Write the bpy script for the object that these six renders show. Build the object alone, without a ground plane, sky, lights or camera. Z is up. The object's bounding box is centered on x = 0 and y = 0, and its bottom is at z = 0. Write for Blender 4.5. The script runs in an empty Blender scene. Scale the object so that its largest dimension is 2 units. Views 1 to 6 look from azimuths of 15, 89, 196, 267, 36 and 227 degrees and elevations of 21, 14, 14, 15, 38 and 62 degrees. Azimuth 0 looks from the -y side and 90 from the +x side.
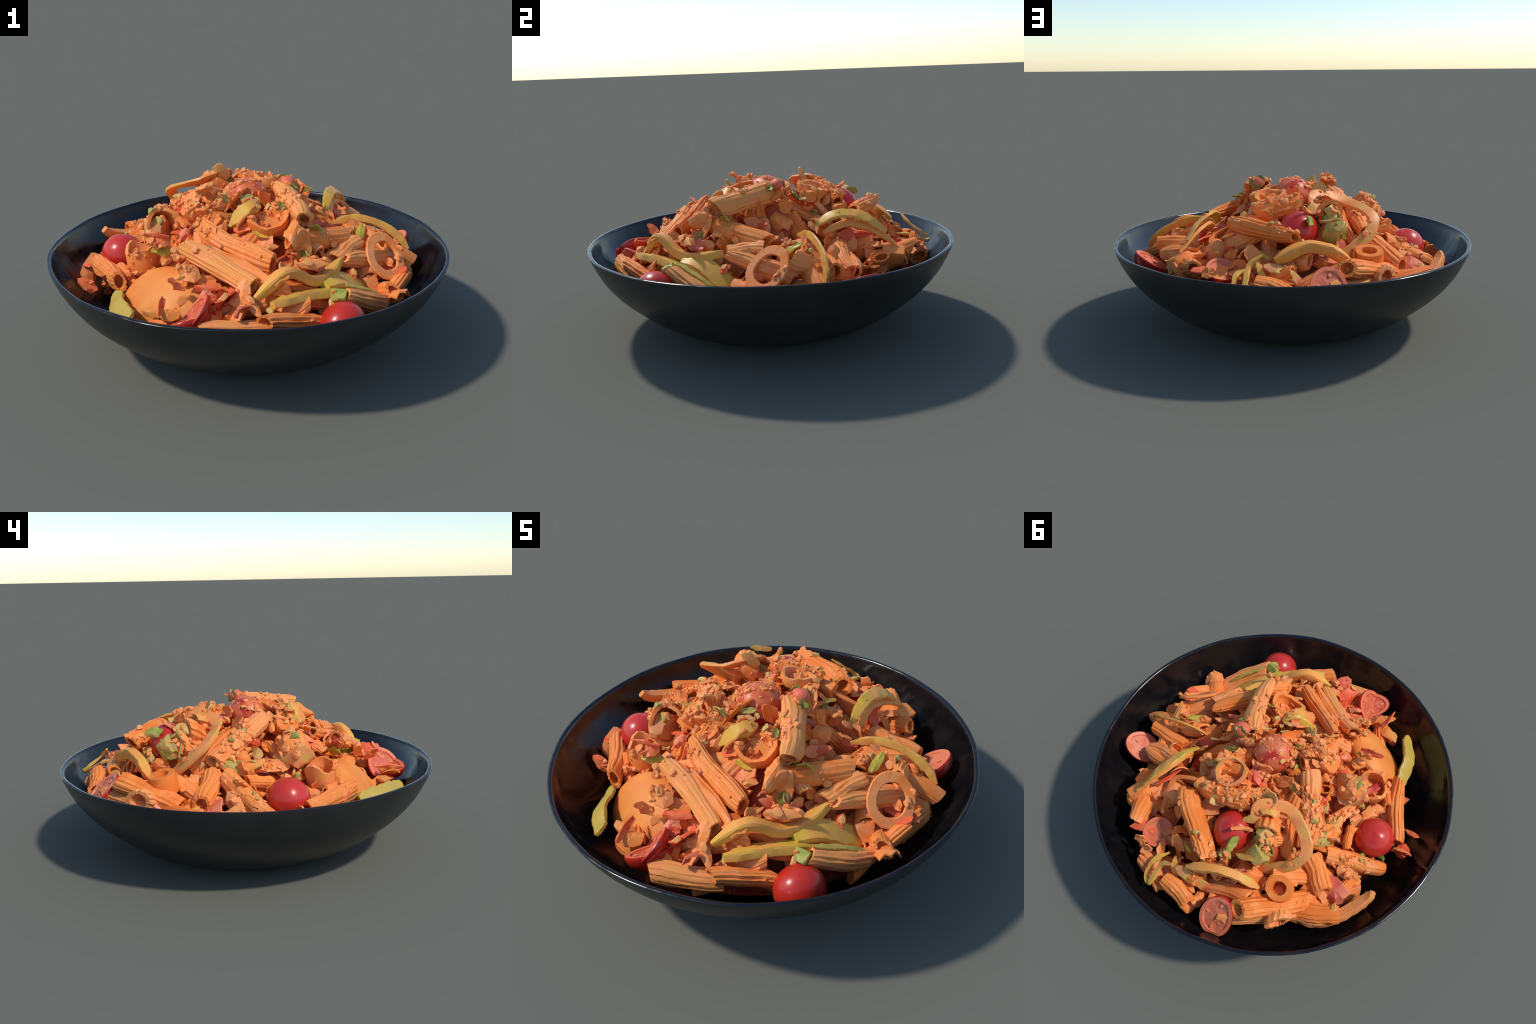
"""A dark ceramic bowl heaped with penne salad: pasta tubes, cherry tomatoes,
pepper strips, onion flakes, squash rings and chopped herbs in an orange sauce."""
import bpy, math, random
import numpy as np
from mathutils import Vector
from mathutils.bvhtree import BVHTree

rng = np.random.default_rng(20)
Z = np.array([0.0, 0.0, 1.0])

# ------------------------------------------------------------------ sizes
BOWL_RADIUS, BOWL_HEIGHT, FOOT_RADIUS, WALL = 0.999, 0.474, 0.40, 0.022


def bowl_outer(z):
    s = np.clip(1 - np.asarray(z, float) / BOWL_HEIGHT, 0, 1)
    full = np.interp(np.asarray(z, float), [0, 0.06, 0.17, 0.34], [2.3, 2.2, 2.18, 2.6])     # fuller towards the rim
    return FOOT_RADIUS - 0.05 + (BOWL_RADIUS - FOOT_RADIUS + 0.05) * np.clip(1 - s ** 1.2, 0, None) ** (1 / full)


def bowl_inner(z):
    z = np.asarray(z, float)
    return bowl_outer(z) - WALL - 0.17 * np.maximum(0, 0.41 - z)      # the wall thickens towards the foot


# where the heap's surface runs (x, y, z), and its outline on the bowl wall
HEAP_POINTS = [
    (-0.62, -0.17, 0.409),
    (0.58, -0.58, 0.362),
    (-0.00, -0.01, 0.709),
    (-0.15, 0.41, 0.595),
    (0.68, 0.40, 0.368),
    (-0.38, 0.73, 0.403),
    (-0.03, -0.78, 0.406),
    (-0.12, -0.35, 0.647),
    (0.25, -0.48, 0.561),
    (-0.16, -0.47, 0.595),
    (0.19, -0.61, 0.497),
    (0.29, -0.37, 0.638),
    (0.51, -0.04, 0.560),
    (0.34, -0.28, 0.708),
    (0.30, 0.72, 0.451),
    (0.61, 0.08, 0.514),
    (0.33, -0.57, 0.562),
    (0.51, -0.25, 0.510),
    (0.72, 0.10, 0.452),
    (0.45, 0.11, 0.546),
    (0.80, 0.21, 0.374),
    (0.52, 0.18, 0.599),
    (0.64, 0.22, 0.563),
    (0.74, 0.23, 0.499),
    (0.48, 0.24, 0.442),
    (0.61, 0.38, 0.413),
    (0.43, 0.35, 0.441),
    (0.44, 0.47, 0.379),
    (0.18, 0.44, 0.630),
    (-0.19, 0.60, 0.611),
    (0.09, 0.37, 0.666),
    (-0.14, 0.27, 0.726),
    (-0.49, -0.53, 0.389),
    (-0.54, 0.12, 0.505),
    (-0.77, -0.10, 0.334),
    (-0.49, 0.19, 0.510),
    (-0.66, 0.25, 0.407),
    (-0.45, 0.65, 0.488),
    (-0.05, 0.82, 0.430),
    (0.28, -0.76, 0.408),
    (0.48, -0.58, 0.345),
    (0.56, -0.48, 0.438),
    (0.71, -0.25, 0.315),
    (-0.21, -0.07, 0.720),
    (-0.41, 0.14, 0.595),
    (-0.31, 0.33, 0.729),
    (-0.24, 0.20, 0.644),
    (-0.33, 0.42, 0.612),
    (0.42, -0.46, 0.490),
    (0.30, -0.69, 0.461),
    (0.52, -0.34, 0.446),
    (0.60, -0.24, 0.372),
    (-0.00, -0.29, 0.651),
    (0.09, -0.23, 0.730),
    (0.35, 0.23, 0.597),
    (0.35, 0.40, 0.652),
    (0.40, 0.58, 0.555),
    (-0.11, 0.70, 0.510),
    (-0.33, 0.55, 0.547),
    (-0.43, 0.50, 0.479),
    (-0.24, 0.67, 0.387),
    (-0.02, 0.88, 0.431),
    (0.06, 0.79, 0.458),
    (-0.51, 0.42, 0.527),
    (0.72, -0.08, 0.361),
    (-0.41, -0.38, 0.525),
    (-0.50, -0.27, 0.453),
    (-0.27, -0.56, 0.395),
    (-0.40, -0.59, 0.367),
    (-0.27, -0.48, 0.500),
    (0.28, 0.47, 0.463),
    (0.05, 0.23, 0.721),
    (0.19, 0.04, 0.803),
    (-0.15, -0.14, 0.761),
    (-0.06, -0.22, 0.743),
    (-0.05, -0.55, 0.478),
    (0.00, -0.66, 0.456),
    (-0.77, -0.25, 0.352),
    (-0.72, -0.38, 0.318),
    (0.72, -0.00, 0.393),
    (-0.08, -0.87, 0.402),
    (0.21, -0.19, 0.732),
]
FOOTPRINT = [
    (0.36, 0.73), (0.84, 0.21), (0.85, -0.04), (0.82, -0.25), (0.66, -0.52), (0.31, -0.80), (0.10, -0.88), (-0.07, -0.88), (-0.34, -0.76), (-0.49, -0.58), (-0.73, -0.41), (-0.82, -0.10), (-0.84, 0.07), (-0.80, 0.33), (-0.67, 0.56), (-0.45, 0.79), (0.11, 0.90), (0.55, 0.53),
]

FOOT_XY = np.array(FOOTPRINT)
_anchor = np.array(HEAP_POINTS + [(x, y, 0.33) for x, y in FOOTPRINT])
_ang = np.arctan2(FOOT_XY[:, 1], FOOT_XY[:, 0])
_ord = np.argsort(_ang)
_fa, _fr = _ang[_ord], np.hypot(*FOOT_XY.T)[_ord]
_fa = np.concatenate([_fa - 2 * np.pi, _fa, _fa + 2 * np.pi])
_fr = np.tile(_fr, 3)


def foot_radius(a):
    return np.interp(np.mod(a + np.pi, 2 * np.pi) - np.pi, _fa, _fr)


def heap_height(x, y):
    d2 = (_anchor[:, 0] - x) ** 2 + (_anchor[:, 1] - y) ** 2
    w = 1 / (d2 + 0.004) ** 2
    return float((w * _anchor[:, 2]).sum() / w.sum())


# ------------------------------------------------------------------ materials
def new_material(name, rough=0.5, spec=0.4, coat=0.0):
    m = bpy.data.materials.new(name)
    m.use_nodes = True
    nt = m.node_tree
    b = nt.nodes["Principled BSDF"]
    b.inputs["Roughness"].default_value = rough
    b.inputs["Specular IOR Level"].default_value = spec
    b.inputs["Coat Weight"].default_value = coat
    b.inputs["Coat Roughness"].default_value = 0.12
    return m, nt, b


def patchy(name, colours, scale=9.0, rough=0.5, spec=0.35, coat=0.0, bump=0.25, bump_scale=60, spread=0.5, distort=1.2):
    """Colour patches from noise on Object coordinates, shifted per object."""
    m, nt, b = new_material(name, rough, spec, coat)
    N, L = nt.nodes, nt.links
    tc, oi = N.new("ShaderNodeTexCoord"), N.new("ShaderNodeObjectInfo")
    off = N.new("ShaderNodeVectorMath"); off.operation = "ADD"
    mul = N.new("ShaderNodeMath"); mul.operation = "MULTIPLY"; mul.inputs[1].default_value = 37.0
    L.new(oi.outputs["Random"], mul.inputs[0])
    L.new(tc.outputs["Object"], off.inputs[0]); L.new(mul.outputs[0], off.inputs[1])
    n = N.new("ShaderNodeTexNoise"); n.inputs["Scale"].default_value = scale
    n.inputs["Detail"].default_value = 3.0; n.inputs["Distortion"].default_value = distort
    L.new(off.outputs[0], n.inputs["Vector"])
    sh = N.new("ShaderNodeMath"); sh.operation = "MULTIPLY_ADD"
    sh.inputs[1].default_value = spread; sh.inputs[2].default_value = -0.5 * spread
    L.new(oi.outputs["Random"], sh.inputs[0])
    add = N.new("ShaderNodeMath"); add.operation = "ADD"
    L.new(n.outputs["Fac"], add.inputs[0]); L.new(sh.outputs[0], add.inputs[1])
    r = N.new("ShaderNodeValToRGB")
    el = r.color_ramp.elements
    pos = np.linspace(0.28, 0.74, len(colours))
    while len(el) < len(colours):
        el.new(0.5)
    for e, p, c in zip(el, pos, colours):
        e.position, e.color = float(p), (*c, 1)
    L.new(add.outputs[0], r.inputs[0])
    L.new(r.outputs[0], b.inputs["Base Color"])
    if bump:
        n2 = N.new("ShaderNodeTexNoise"); n2.inputs["Scale"].default_value = bump_scale
        n2.inputs["Detail"].default_value = 4.0
        L.new(off.outputs[0], n2.inputs["Vector"])
        bp = N.new("ShaderNodeBump"); bp.inputs["Strength"].default_value = bump; bp.inputs["Distance"].default_value = 0.006
        L.new(n2.outputs["Fac"], bp.inputs["Height"]); L.new(bp.outputs[0], b.inputs["Normal"])
    return m


ORANGE, DEEP, PEACH, TAN = (0.87, 0.262, 0.060), (0.82, 0.205, 0.036), (0.90, 0.315, 0.112), (0.84, 0.32, 0.085)
MATS = {}


def build_materials():
    M = MATS
    M["pasta"] = patchy("sauced_pasta", [DEEP, ORANGE, ORANGE, PEACH, TAN], 7, 0.55, 0.2)
    M["onion"] = patchy("sauced_onion", [DEEP, ORANGE, PEACH, (0.80, 0.30, 0.085)], 8, 0.5, 0.22)
    M["onion_pink"] = patchy("pink_onion", [(0.74, 0.15, 0.085), (0.84, 0.22, 0.12), (0.88, 0.30, 0.16)], 7, 0.45, 0.25)
    M["onion_red"] = patchy("red_onion", [(0.72, 0.085, 0.030), (0.82, 0.14, 0.050), (0.85, 0.20, 0.07), (0.86, 0.27, 0.08)], 7, 0.45, 0.25)
    M["pepper_yellow"] = patchy("yellow_pepper", [(0.80, 0.33, 0.07), (0.76, 0.38, 0.068), (0.68, 0.42, 0.055), (0.48, 0.37, 0.042)], 5, 0.4, 0.3, bump=0.1)
    M["pepper_green"] = patchy("green_pepper", [(0.68, 0.38, 0.06), (0.54, 0.40, 0.075), (0.60, 0.38, 0.065), (0.46, 0.36, 0.05)], 6, 0.4, 0.3, bump=0.1)
    M["pepper_orange"] = patchy("orange_pepper", [(0.82, 0.25, 0.05), (0.85, 0.31, 0.07), (0.86, 0.34, 0.085), (0.84, 0.29, 0.065)], 4, 0.45, 0.2, bump=0.05)
    M["pepper_tan"] = patchy("tan_pepper", [(0.85, 0.26, 0.07), (0.86, 0.31, 0.09), (0.72, 0.37, 0.075), (0.82, 0.32, 0.09)], 6, 0.45, 0.3, bump=0.1)
    M["pepper_blush"] = patchy("blush_pepper", [(0.56, 0.04, 0.025), (0.66, 0.15, 0.06), (0.72, 0.27, 0.09), (0.60, 0.36, 0.07)], 7, 0.4, 0.45, bump=0.1, spread=0.1)
    M["herb"] = patchy("green_herb", [(0.22, 0.26, 0.03), (0.34, 0.34, 0.06), (0.44, 0.38, 0.09)], 12, 0.5, 0.35)
    M["herb_pale"] = patchy("pale_herb", [(0.34, 0.34, 0.07), (0.52, 0.38, 0.10), (0.62, 0.38, 0.11), (0.70, 0.34, 0.11)], 12, 0.5, 0.35)
    M["herb_dark"] = patchy("dark_herb", [(0.14, 0.17, 0.02), (0.22, 0.20, 0.03), (0.42, 0.22, 0.04), (0.5, 0.22, 0.05)], 12, 0.5, 0.35)
    M["herb_blue"] = patchy("blue_herb", [(0.20, 0.30, 0.10), (0.34, 0.36, 0.17), (0.5, 0.34, 0.16)], 14, 0.5, 0.35)
    M["tomato"] = patchy("tomato_skin", [(0.48, 0.020, 0.008), (0.55, 0.026, 0.014), (0.58, 0.034, 0.022)], 4, 0.30, 0.4, 0.2, bump=0)
    M["tomato_dusty"] = patchy("tomato_skin_sauced", [(0.46, 0.022, 0.014), (0.58, 0.06, 0.03), (0.72, 0.18, 0.06), (0.66, 0.15, 0.09), (0.78, 0.24, 0.07)], 9, 0.4, 0.35, 0.0, bump=0)
    M["tomato_flesh"] = patchy("tomato_flesh", [(0.62, 0.10, 0.045), (0.70, 0.16, 0.075), (0.76, 0.22, 0.11)], 16, 0.45, 0.3, bump=0.35, bump_scale=60)
    M["tomato_rim"] = patchy("tomato_flesh_rim", [(0.72, 0.16, 0.075), (0.76, 0.21, 0.10)], 8, 0.4, 0.3, bump=0.1)
    M["seed"] = patchy("tomato_seed", [(0.76, 0.20, 0.08), (0.78, 0.28, 0.12)], 20, 0.4, 0.4)
    M["crumb"] = patchy("sauce_crumb", [(0.84, 0.22, 0.05), (0.88, 0.265, 0.07), (0.91, 0.315, 0.11), (0.88, 0.34, 0.11), (0.76, 0.39, 0.10)], 26, 0.55, 0.2, bump=0.1)
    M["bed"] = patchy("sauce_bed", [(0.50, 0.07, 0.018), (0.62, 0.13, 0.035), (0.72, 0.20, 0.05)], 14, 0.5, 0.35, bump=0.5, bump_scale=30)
    # glazed ceramic: matt charcoal outside, glossy near-black inside
    m, nt, b = new_material("charcoal_glaze", 0.36, 0.35)
    N, L = nt.nodes, nt.links
    tc = N.new("ShaderNodeTexCoord")
    n = N.new("ShaderNodeTexNoise"); n.inputs["Scale"].default_value = 5; n.inputs["Detail"].default_value = 5
    L.new(tc.outputs["Object"], n.inputs["Vector"])
    r = N.new("ShaderNodeValToRGB")
    r.color_ramp.elements[0].position, r.color_ramp.elements[0].color = 0.3, (0.017, 0.0175, 0.017, 1)
    r.color_ramp.elements[1].position, r.color_ramp.elements[1].color = 0.75, (0.026, 0.026, 0.025, 1)
    L.new(n.outputs["Fac"], r.inputs[0]); L.new(r.outputs[0], b.inputs["Base Color"])
    M["glaze_out"] = m
    m, nt, b = new_material("black_glaze", 0.16, 0.5, 0.0)
    N, L = nt.nodes, nt.links
    tc = N.new("ShaderNodeTexCoord")
    n = N.new("ShaderNodeTexNoise"); n.inputs["Scale"].default_value = 6; n.inputs["Detail"].default_value = 4; n.inputs["Distortion"].default_value = 1.5
    L.new(tc.outputs["Object"], n.inputs["Vector"])
    r = N.new("ShaderNodeValToRGB")
    r.color_ramp.elements.new(0.55)
    for e, p, c in zip(r.color_ramp.elements, (0.35, 0.55, 0.78), ((0.004, 0.005, 0.007, 1), (0.007, 0.0065, 0.007, 1), (0.016, 0.009, 0.005, 1))):  # last, brown stop paints the food's reflection into the glaze
        e.position, e.color = p, c
    L.new(n.outputs["Fac"], r.inputs[0]); L.new(r.outputs[0], b.inputs["Base Color"])
    rr = N.new("ShaderNodeMapRange")
    rr.inputs["From Min"].default_value, rr.inputs["From Max"].default_value = 0.35, 0.7
    rr.inputs["To Min"].default_value, rr.inputs["To Max"].default_value = 0.10, 0.32
    L.new(n.outputs["Fac"], rr.inputs["Value"]); L.new(rr.outputs["Result"], b.inputs["Roughness"])
    n2 = N.new("ShaderNodeTexNoise"); n2.inputs["Scale"].default_value = 7; n2.inputs["Detail"].default_value = 1
    L.new(tc.outputs["Object"], n2.inputs["Vector"])
    bp = N.new("ShaderNodeBump"); bp.inputs["Strength"].default_value = 0.25; bp.inputs["Distance"].default_value = 0.012
    L.new(n2.outputs["Fac"], bp.inputs["Height"]); L.new(bp.outputs[0], b.inputs["Normal"])
    M["glaze_in"] = m


# ------------------------------------------------------------------ mesh helpers
SALAD = None
BITS = {}
PIECES = []          # every placed piece: (object, kind)


def unit(v):
    v = np.asarray(v, float)
    return v / (np.linalg.norm(v) + 1e-12)


def frame(n, hint=None):
    n = unit(n)
    h = np.asarray(hint, float) if hint is not None else (Z if abs(n[2]) < 0.95 else np.array([0, 1.0, 0]))
    x = np.cross(h, n)
    if np.linalg.norm(x) < 1e-4:
        x = np.cross([1.0, 0.2, 0], n)
    x = unit(x)
    return x, np.cross(n, x), n


def inside_bowl(V):
    """Keep a piece's points on the inner side of the bowl wall."""
    V = V.copy()
    V[:, 2] = np.maximum(V[:, 2], 0.036)
    rho = np.hypot(V[:, 0], V[:, 1])
    lim = np.where(V[:, 2] < 0.48, bowl_inner(np.minimum(V[:, 2], 0.468)) - 0.004, 0.975)
    k = np.where(rho > lim, lim / np.maximum(rho, 1e-9), 1.0)
    V[:, :2] *= k[:, None]
    return V


def mesh_object(kind, V, F, mats, slots=None, sharp=32, parent=None, at=None):
    V = np.asarray(V, float)
    c = V.mean(0) if at is None else np.asarray(at, float)
    me = bpy.data.meshes.new(kind)
    me.from_pydata((V - c).tolist(), [], [tuple(int(i) for i in f) for f in F])
    for m in mats if isinstance(mats, (list, tuple)) else [mats]:
        me.materials.append(MATS[m])
    if slots is not None:
        me.polygons.foreach_set("material_index", np.asarray(slots, np.int32))
    me.polygons.foreach_set("use_smooth", np.ones(len(me.polygons), bool))
    me.set_sharp_from_angle(angle=math.radians(sharp))
    me.update()
    ob = bpy.data.objects.new(kind, me)
    ob.location = c
    bpy.context.collection.objects.link(ob)
    ob.parent = parent if parent is not None else SALAD
    return ob


def add(kind, V, F, mats, slots=None, sharp=32, keep=True):
    ob = mesh_object(kind, inside_bowl(np.asarray(V, float)) if keep else V, F, mats, slots, sharp)
    PIECES.append((ob, kind))
    return ob


def grid_faces(n, m, closed_m=True, start=0, flip=False):
    F = []
    for i in range(n - 1):
        for j in range(m if closed_m else m - 1):
            k = (j + 1) % m
            q = (start + i * m + j, start + i * m + k, start + (i + 1) * m + k, start + (i + 1) * m + j)
            F.append(q[::-1] if flip else q)
    return F


def spline(P, n):
    P = np.asarray(P, float)
    Q = np.vstack([2 * P[0] - P[1], P, 2 * P[-1] - P[-2]])
    out = []
    for t in np.linspace(0, len(P) - 1, n):
        i = min(int(t), len(P) - 2); f = t - i
        a, b, c, d = Q[i:i + 4]
        out.append(0.5 * (2 * b + (c - a) * f + (2 * a - 5 * b + 4 * c - d) * f * f + (3 * b - a - 3 * c + d) * f ** 3))
    return np.array(out)


# ------------------------------------------------------------------ ingredients
def penne_mesh(p0, p1, r, bend, ridges=13):
    """Ribbed tube, a little bent, squashed and wobbly, with slanted recessed ends."""
    p0, p1 = np.asarray(p0, float), np.asarray(p1, float)
    ax = unit(p1 - p0); L = np.linalg.norm(p1 - p0)
    x, y, _ = frame(ax)
    if y[2] < 0:
        x, y = -x, -y
    ns, m = 11, ridges * 4
    a = np.arange(m) * 2 * np.pi / m
    ph = rng.uniform(0, 2 * np.pi)
    groove = np.repeat(rng.uniform(0.89, 0.975, ridges), 4)
    prof = np.where(np.arange(m) % 4 < 2, 1.0, groove) + 0.010 * rng.standard_normal(m)
    flat, roll = rng.uniform(0.74, 0.96), rng.uniform(0, 3.14)
    pinch = rng.uniform(0.55, 1.0, 2)
    cut0, cut1, ca = rng.uniform(0.1, 0.6), rng.uniform(0.1, 0.6), rng.uniform(0, 2 * np.pi)
    wob = rng.uniform(0, 6.28, 4)
    side = rng.uniform(-0.05, 0.05)

    def ring_at(s, k, pr):
        sw = 1 + 0.06 * math.sin(wob[0] + 5 * s) + 0.04 * math.sin(wob[1] + 11 * s)
        edge = 1 - 0.10 * (max(0, 1 - s * 12) + max(0, 1 - (1 - s) * 12))
        pn = 1 - (1 - pinch[0]) * (1 - s) ** 4 - (1 - pinch[1]) * s ** 4
        arc = 4 * s * (1 - s) * L
        c = p0 + ax * L * s - y * bend * arc * 0.5 + x * side * arc + x * 0.05 * r * math.sin(wob[2] + 8 * s)
        t = a + ph + 0.25 * math.sin(wob[3]) * s
        lx, ly = r * k * sw * edge * pr * np.cos(t), r * k * sw * edge * pr * np.sin(t) * flat * pn
        lx, ly = lx * math.cos(roll) - ly * math.sin(roll), lx * math.sin(roll) + ly * math.cos(roll)
        sl = np.cos(a + ph - ca) * r * k * (cut0 * (1 - s) ** 3 + cut1 * s ** 3)
        return c + np.outer(lx, x) + np.outer(ly, y) + np.outer(sl, ax)

    body = [ring_at(s, 1.0, prof) for s in np.linspace(0, 1, ns)]
    plain = np.ones(m)
    deep = min(0.3, 1.1 * r / L)
    start = [ring_at(deep, 0.30, plain), ring_at(deep * 0.9, 0.55, plain), ring_at(0.0, 0.66, plain)]
    end = [ring_at(1.0, 0.66, plain), ring_at(1 - deep * 0.9, 0.55, plain), ring_at(1 - deep, 0.30, plain)]
    rows = start + body + end
    V = np.vstack(rows)
    V += rng.standard_normal(V.shape) * r * 0.018
    F = grid_faces(len(rows), m)
    F.append(tuple(range(m))[::-1])
    F.append(tuple(range((len(rows) - 1) * m, len(rows) * m)))
    return V, F


def penne(p0, p1, r=0.052, bend=0.0, bits=0.2):
    """bits: how thickly crumbs of sauce cling to this tube"""
    V, F = penne_mesh(p0, p1, r, bend)
    ob = add("penne", V, F, "pasta", sharp=24)
    BITS[ob.name] = bits
    return ob


def strip(kind, pts, w, t, normal, mat, taper=1):
    """Ribbon of cut vegetable: rectangular section swept along a spine."""
    n = 4 * len(pts) + 2
    C = spline(pts, n)
    N = unit(normal)
    T = np.gradient(C, axis=0)
    V = []
    for i in range(n):
        tg = unit(T[i])
        nn = unit(N - tg * (N @ tg))
        b = np.cross(tg, nn)
        s = i / (n - 1)
        e = min(1.0, 0.35 + 5 * s, 0.35 + 5 * (1 - s)) if taper == 1 else (max(0.12, (1 - abs(2 * s - 1) ** 2.4)) ** taper)
        ww, tt = 0.5 * w * e * (1 + 0.06 * rng.standard_normal()), 0.5 * t * (0.5 + 0.5 * e)
        for u, v in ((-1, -0.7), (-0.75, -1), (0.75, -1), (1, -0.7), (1, 0.6), (0.8, 1), (-0.8, 1), (-1, 0.6)):
            V.append(C[i] + b * u * ww + nn * v * tt)
    V = np.array(V)
    V += rng.standard_normal(V.shape) * 0.0012
    F = grid_faces(n, 8) + [tuple(range(7, -1, -1)), tuple(range((n - 1) * 8, n * 8))]
    return add(kind, V, F, mat, sharp=28)


def sphere_points(nu, nv):
    V = [(0, 0, 1.0)]
    for i in range(1, nv):
        p = math.pi * i / nv
        for j in range(nu):
            q = 2 * math.pi * j / nu
            V.append((math.sin(p) * math.cos(q), math.sin(p) * math.sin(q), math.cos(p)))
    V.append((0, 0, -1.0))
    F = [(0, 1 + j, 1 + (j + 1) % nu) for j in range(nu)]
    F += [(1 + i * nu + j, 1 + (i + 1) * nu + j, 1 + (i + 1) * nu + (j + 1) % nu, 1 + i * nu + (j + 1) % nu) for i in range(nv - 2) for j in range(nu)]
    last = len(V) - 1
    F += [(last, 1 + (nv - 2) * nu + (j + 1) % nu, 1 + (nv - 2) * nu + j) for j in range(nu)]
    return np.array(V), F


def tomato(c, r, axis=(0, 0, 1), stretch=1.05):
    S, F = sphere_points(40, 22)
    x, y, n = frame(axis)
    k = np.array([1, 1, stretch])
    a = np.arctan2(S[:, 1], S[:, 0])
    S = S * (1 + 0.012 * np.sin(2 * a + c[0] * 9) + 0.01 * np.sin(3 * a + c[1] * 7))[:, None]
    P = S * r * k
    V = np.asarray(c) + np.outer(P[:, 0], x) + np.outer(P[:, 1], y) + np.outer(P[:, 2], n)
    return add("cherry_tomato", V, F, "tomato_dusty" if c[2] > 0.65 else "tomato", sharp=60)


def half_tomato(c, normal, r, ry, depth):
    x, y, n = frame(normal)
    m, V, F, slots = 32, [], [], []
    a = np.arange(m) * 2 * np.pi / m
    wob = 1 + 0.02 * np.sin(2 * a + c[0] * 5) + 0.02 * np.sin(3 * a + c[1] * 5)
    rings = []
    for s in np.linspace(0.06, 1, 9):                       # dome below the cut, from its pole up
        q = s * math.pi / 2
        rings.append((math.sin(q), -math.cos(q) * depth))
    dome = len(rings)
    rings += [(0.97, 0.004), (0.78, 0.003), (0.74, -0.003), (0.45, -0.005), (0.2, -0.002), (0.02, -0.002)]
    for i, (k, z) in enumerate(rings):
        lump = 0.0014 * rng.standard_normal(m) * (i > dome + 1) * (k > 0.1)
        for j in range(m):
            V.append(np.asarray(c) + x * math.cos(a[j]) * k * r * wob[j] + y * math.sin(a[j]) * k * ry * wob[j] + n * (z + lump[j]))
    F = grid_faces(len(rings), m)
    slots = [0] * (dome * m) + [2] * m + [1] * ((len(rings) - 2 - dome) * m)
    slots = slots[:len(F)] + [1] * (len(F) - len(slots))
    F.append(tuple(range(m))[::-1]); slots.append(0)
    F.append(tuple(range((len(rings) - 1) * m, len(rings) * m))); slots.append(1)
    ob = add("tomato_half", V, F, ["tomato", "tomato_flesh", "tomato_rim"], slots, sharp=45)
    S, SF = sphere_points(8, 6)
    for q in range(4):
        t = q * 1.57 + rng.uniform(-0.2, 0.2); k = rng.uniform(0.42, 0.62)
        rad = unit(x * math.cos(t) + y * math.sin(t)); tan = np.cross(n, rad)
        P = np.asarray(c) + x * math.cos(t) * k * r + y * math.sin(t) * k * ry - n * 0.002
        W = P + np.outer(S[:, 0], rad) * 0.014 + np.outer(S[:, 1], tan) * 0.007 + np.outer(S[:, 2], n) * 0.005
        sd = mesh_object("tomato_seed", inside_bowl(W), SF, "seed", parent=ob)
        sd.location = Vector(sd.location) - Vector(ob.location)
    return ob


def ring(kind, c, normal, R, width, h, mat, squash=1.0):
    x, y, n = frame(normal)
    m = 22
    V = []
    sec = [(0, -1), (1, -1), (1.0, -0.4), (1.0, 0.4), (1, 1), (0, 1), (0.0, 0.3), (0.0, -0.3)]
    bulge = [0, 0, 0.12, 0.12, 0, 0, -0.1, -0.1]
    for i in range(m):
        t = 2 * math.pi * i / m
        k = 1 + 0.04 * math.sin(2 * t + 1) + 0.02 * rng.standard_normal()
        for (u, v), bl in zip(sec, bulge):
            rad = (R - width + width * u) * k + bl * width
            V.append(np.asarray(c) + x * math.cos(t) * rad + y * math.sin(t) * rad * squash + n * (0.5 * h * v))
    F = grid_faces(m + 1, 8)
    F = [tuple(i % (m * 8) for i in f) for f in F]
    return add(kind, V, F, mat, sharp=35)


def cup(kind, c, normal, r, depth, mat, long=1.0, side=(1, 0, 0)):
    """Hollow shell or curled slice, open along the normal."""
    n = unit(normal)
    s = np.asarray(side, float); s = s - n * (s @ n)
    x = unit(s) if np.linalg.norm(s) > 0.05 else frame(n)[0]
    y = np.cross(n, x)
    m, V = 18, []
    t = np.arange(m) * 2 * np.pi / m
    lip = 0.10 * np.sin(2 * t + c[0] * 40) + 0.07 * np.sin(3 * t + c[1] * 40) + 0.04 * rng.standard_normal(m)
    prof_o = [(0.05, -1.0), (0.5, -0.96), (0.82, -0.72), (0.97, -0.3), (1.0, 0.0)]
    prof_i = [(0.80, 0.0), (0.78, -0.3), (0.62, -0.65), (0.35, -0.8), (0.04, -0.82)]
    for k, z in prof_o + prof_i:
        for j in range(m):
            zz = z * depth + lip[j] * depth * (1 + z) + 0.5 * depth
            V.append(np.asarray(c) + x * math.cos(t[j]) * k * r * long + y * math.sin(t[j]) * k * r + n * zz)
    V = np.array(V)
    V += rng.standard_normal(V.shape) * r * 0.02
    F = grid_faces(10, m) + [tuple(range(m))[::-1], tuple(range(9 * m, 10 * m))]
    return add(kind, V, F, mat, sharp=34)


def cut_lump(rad, rough, seed, nu=20, nv=12):
    """Ball pared by random flat cuts."""
    g = np.random.default_rng(seed)
    S, F = sphere_points(nu, nv)
    cuts = [unit(g.standard_normal(3)) for _ in range(12)]
    if rough >= 0.3:                                 # diced block: squared off first
        a, b, c = frame(g.standard_normal(3))
        cuts = [a, -a, b, -b, c, -c] + cuts[:7]
    for d in cuts:
        k = 1 - rough * g.uniform(0.5, 1.3)
        S = S - np.outer(np.maximum(0, S @ d - k), d)
    return S * np.asarray(rad), F


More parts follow.
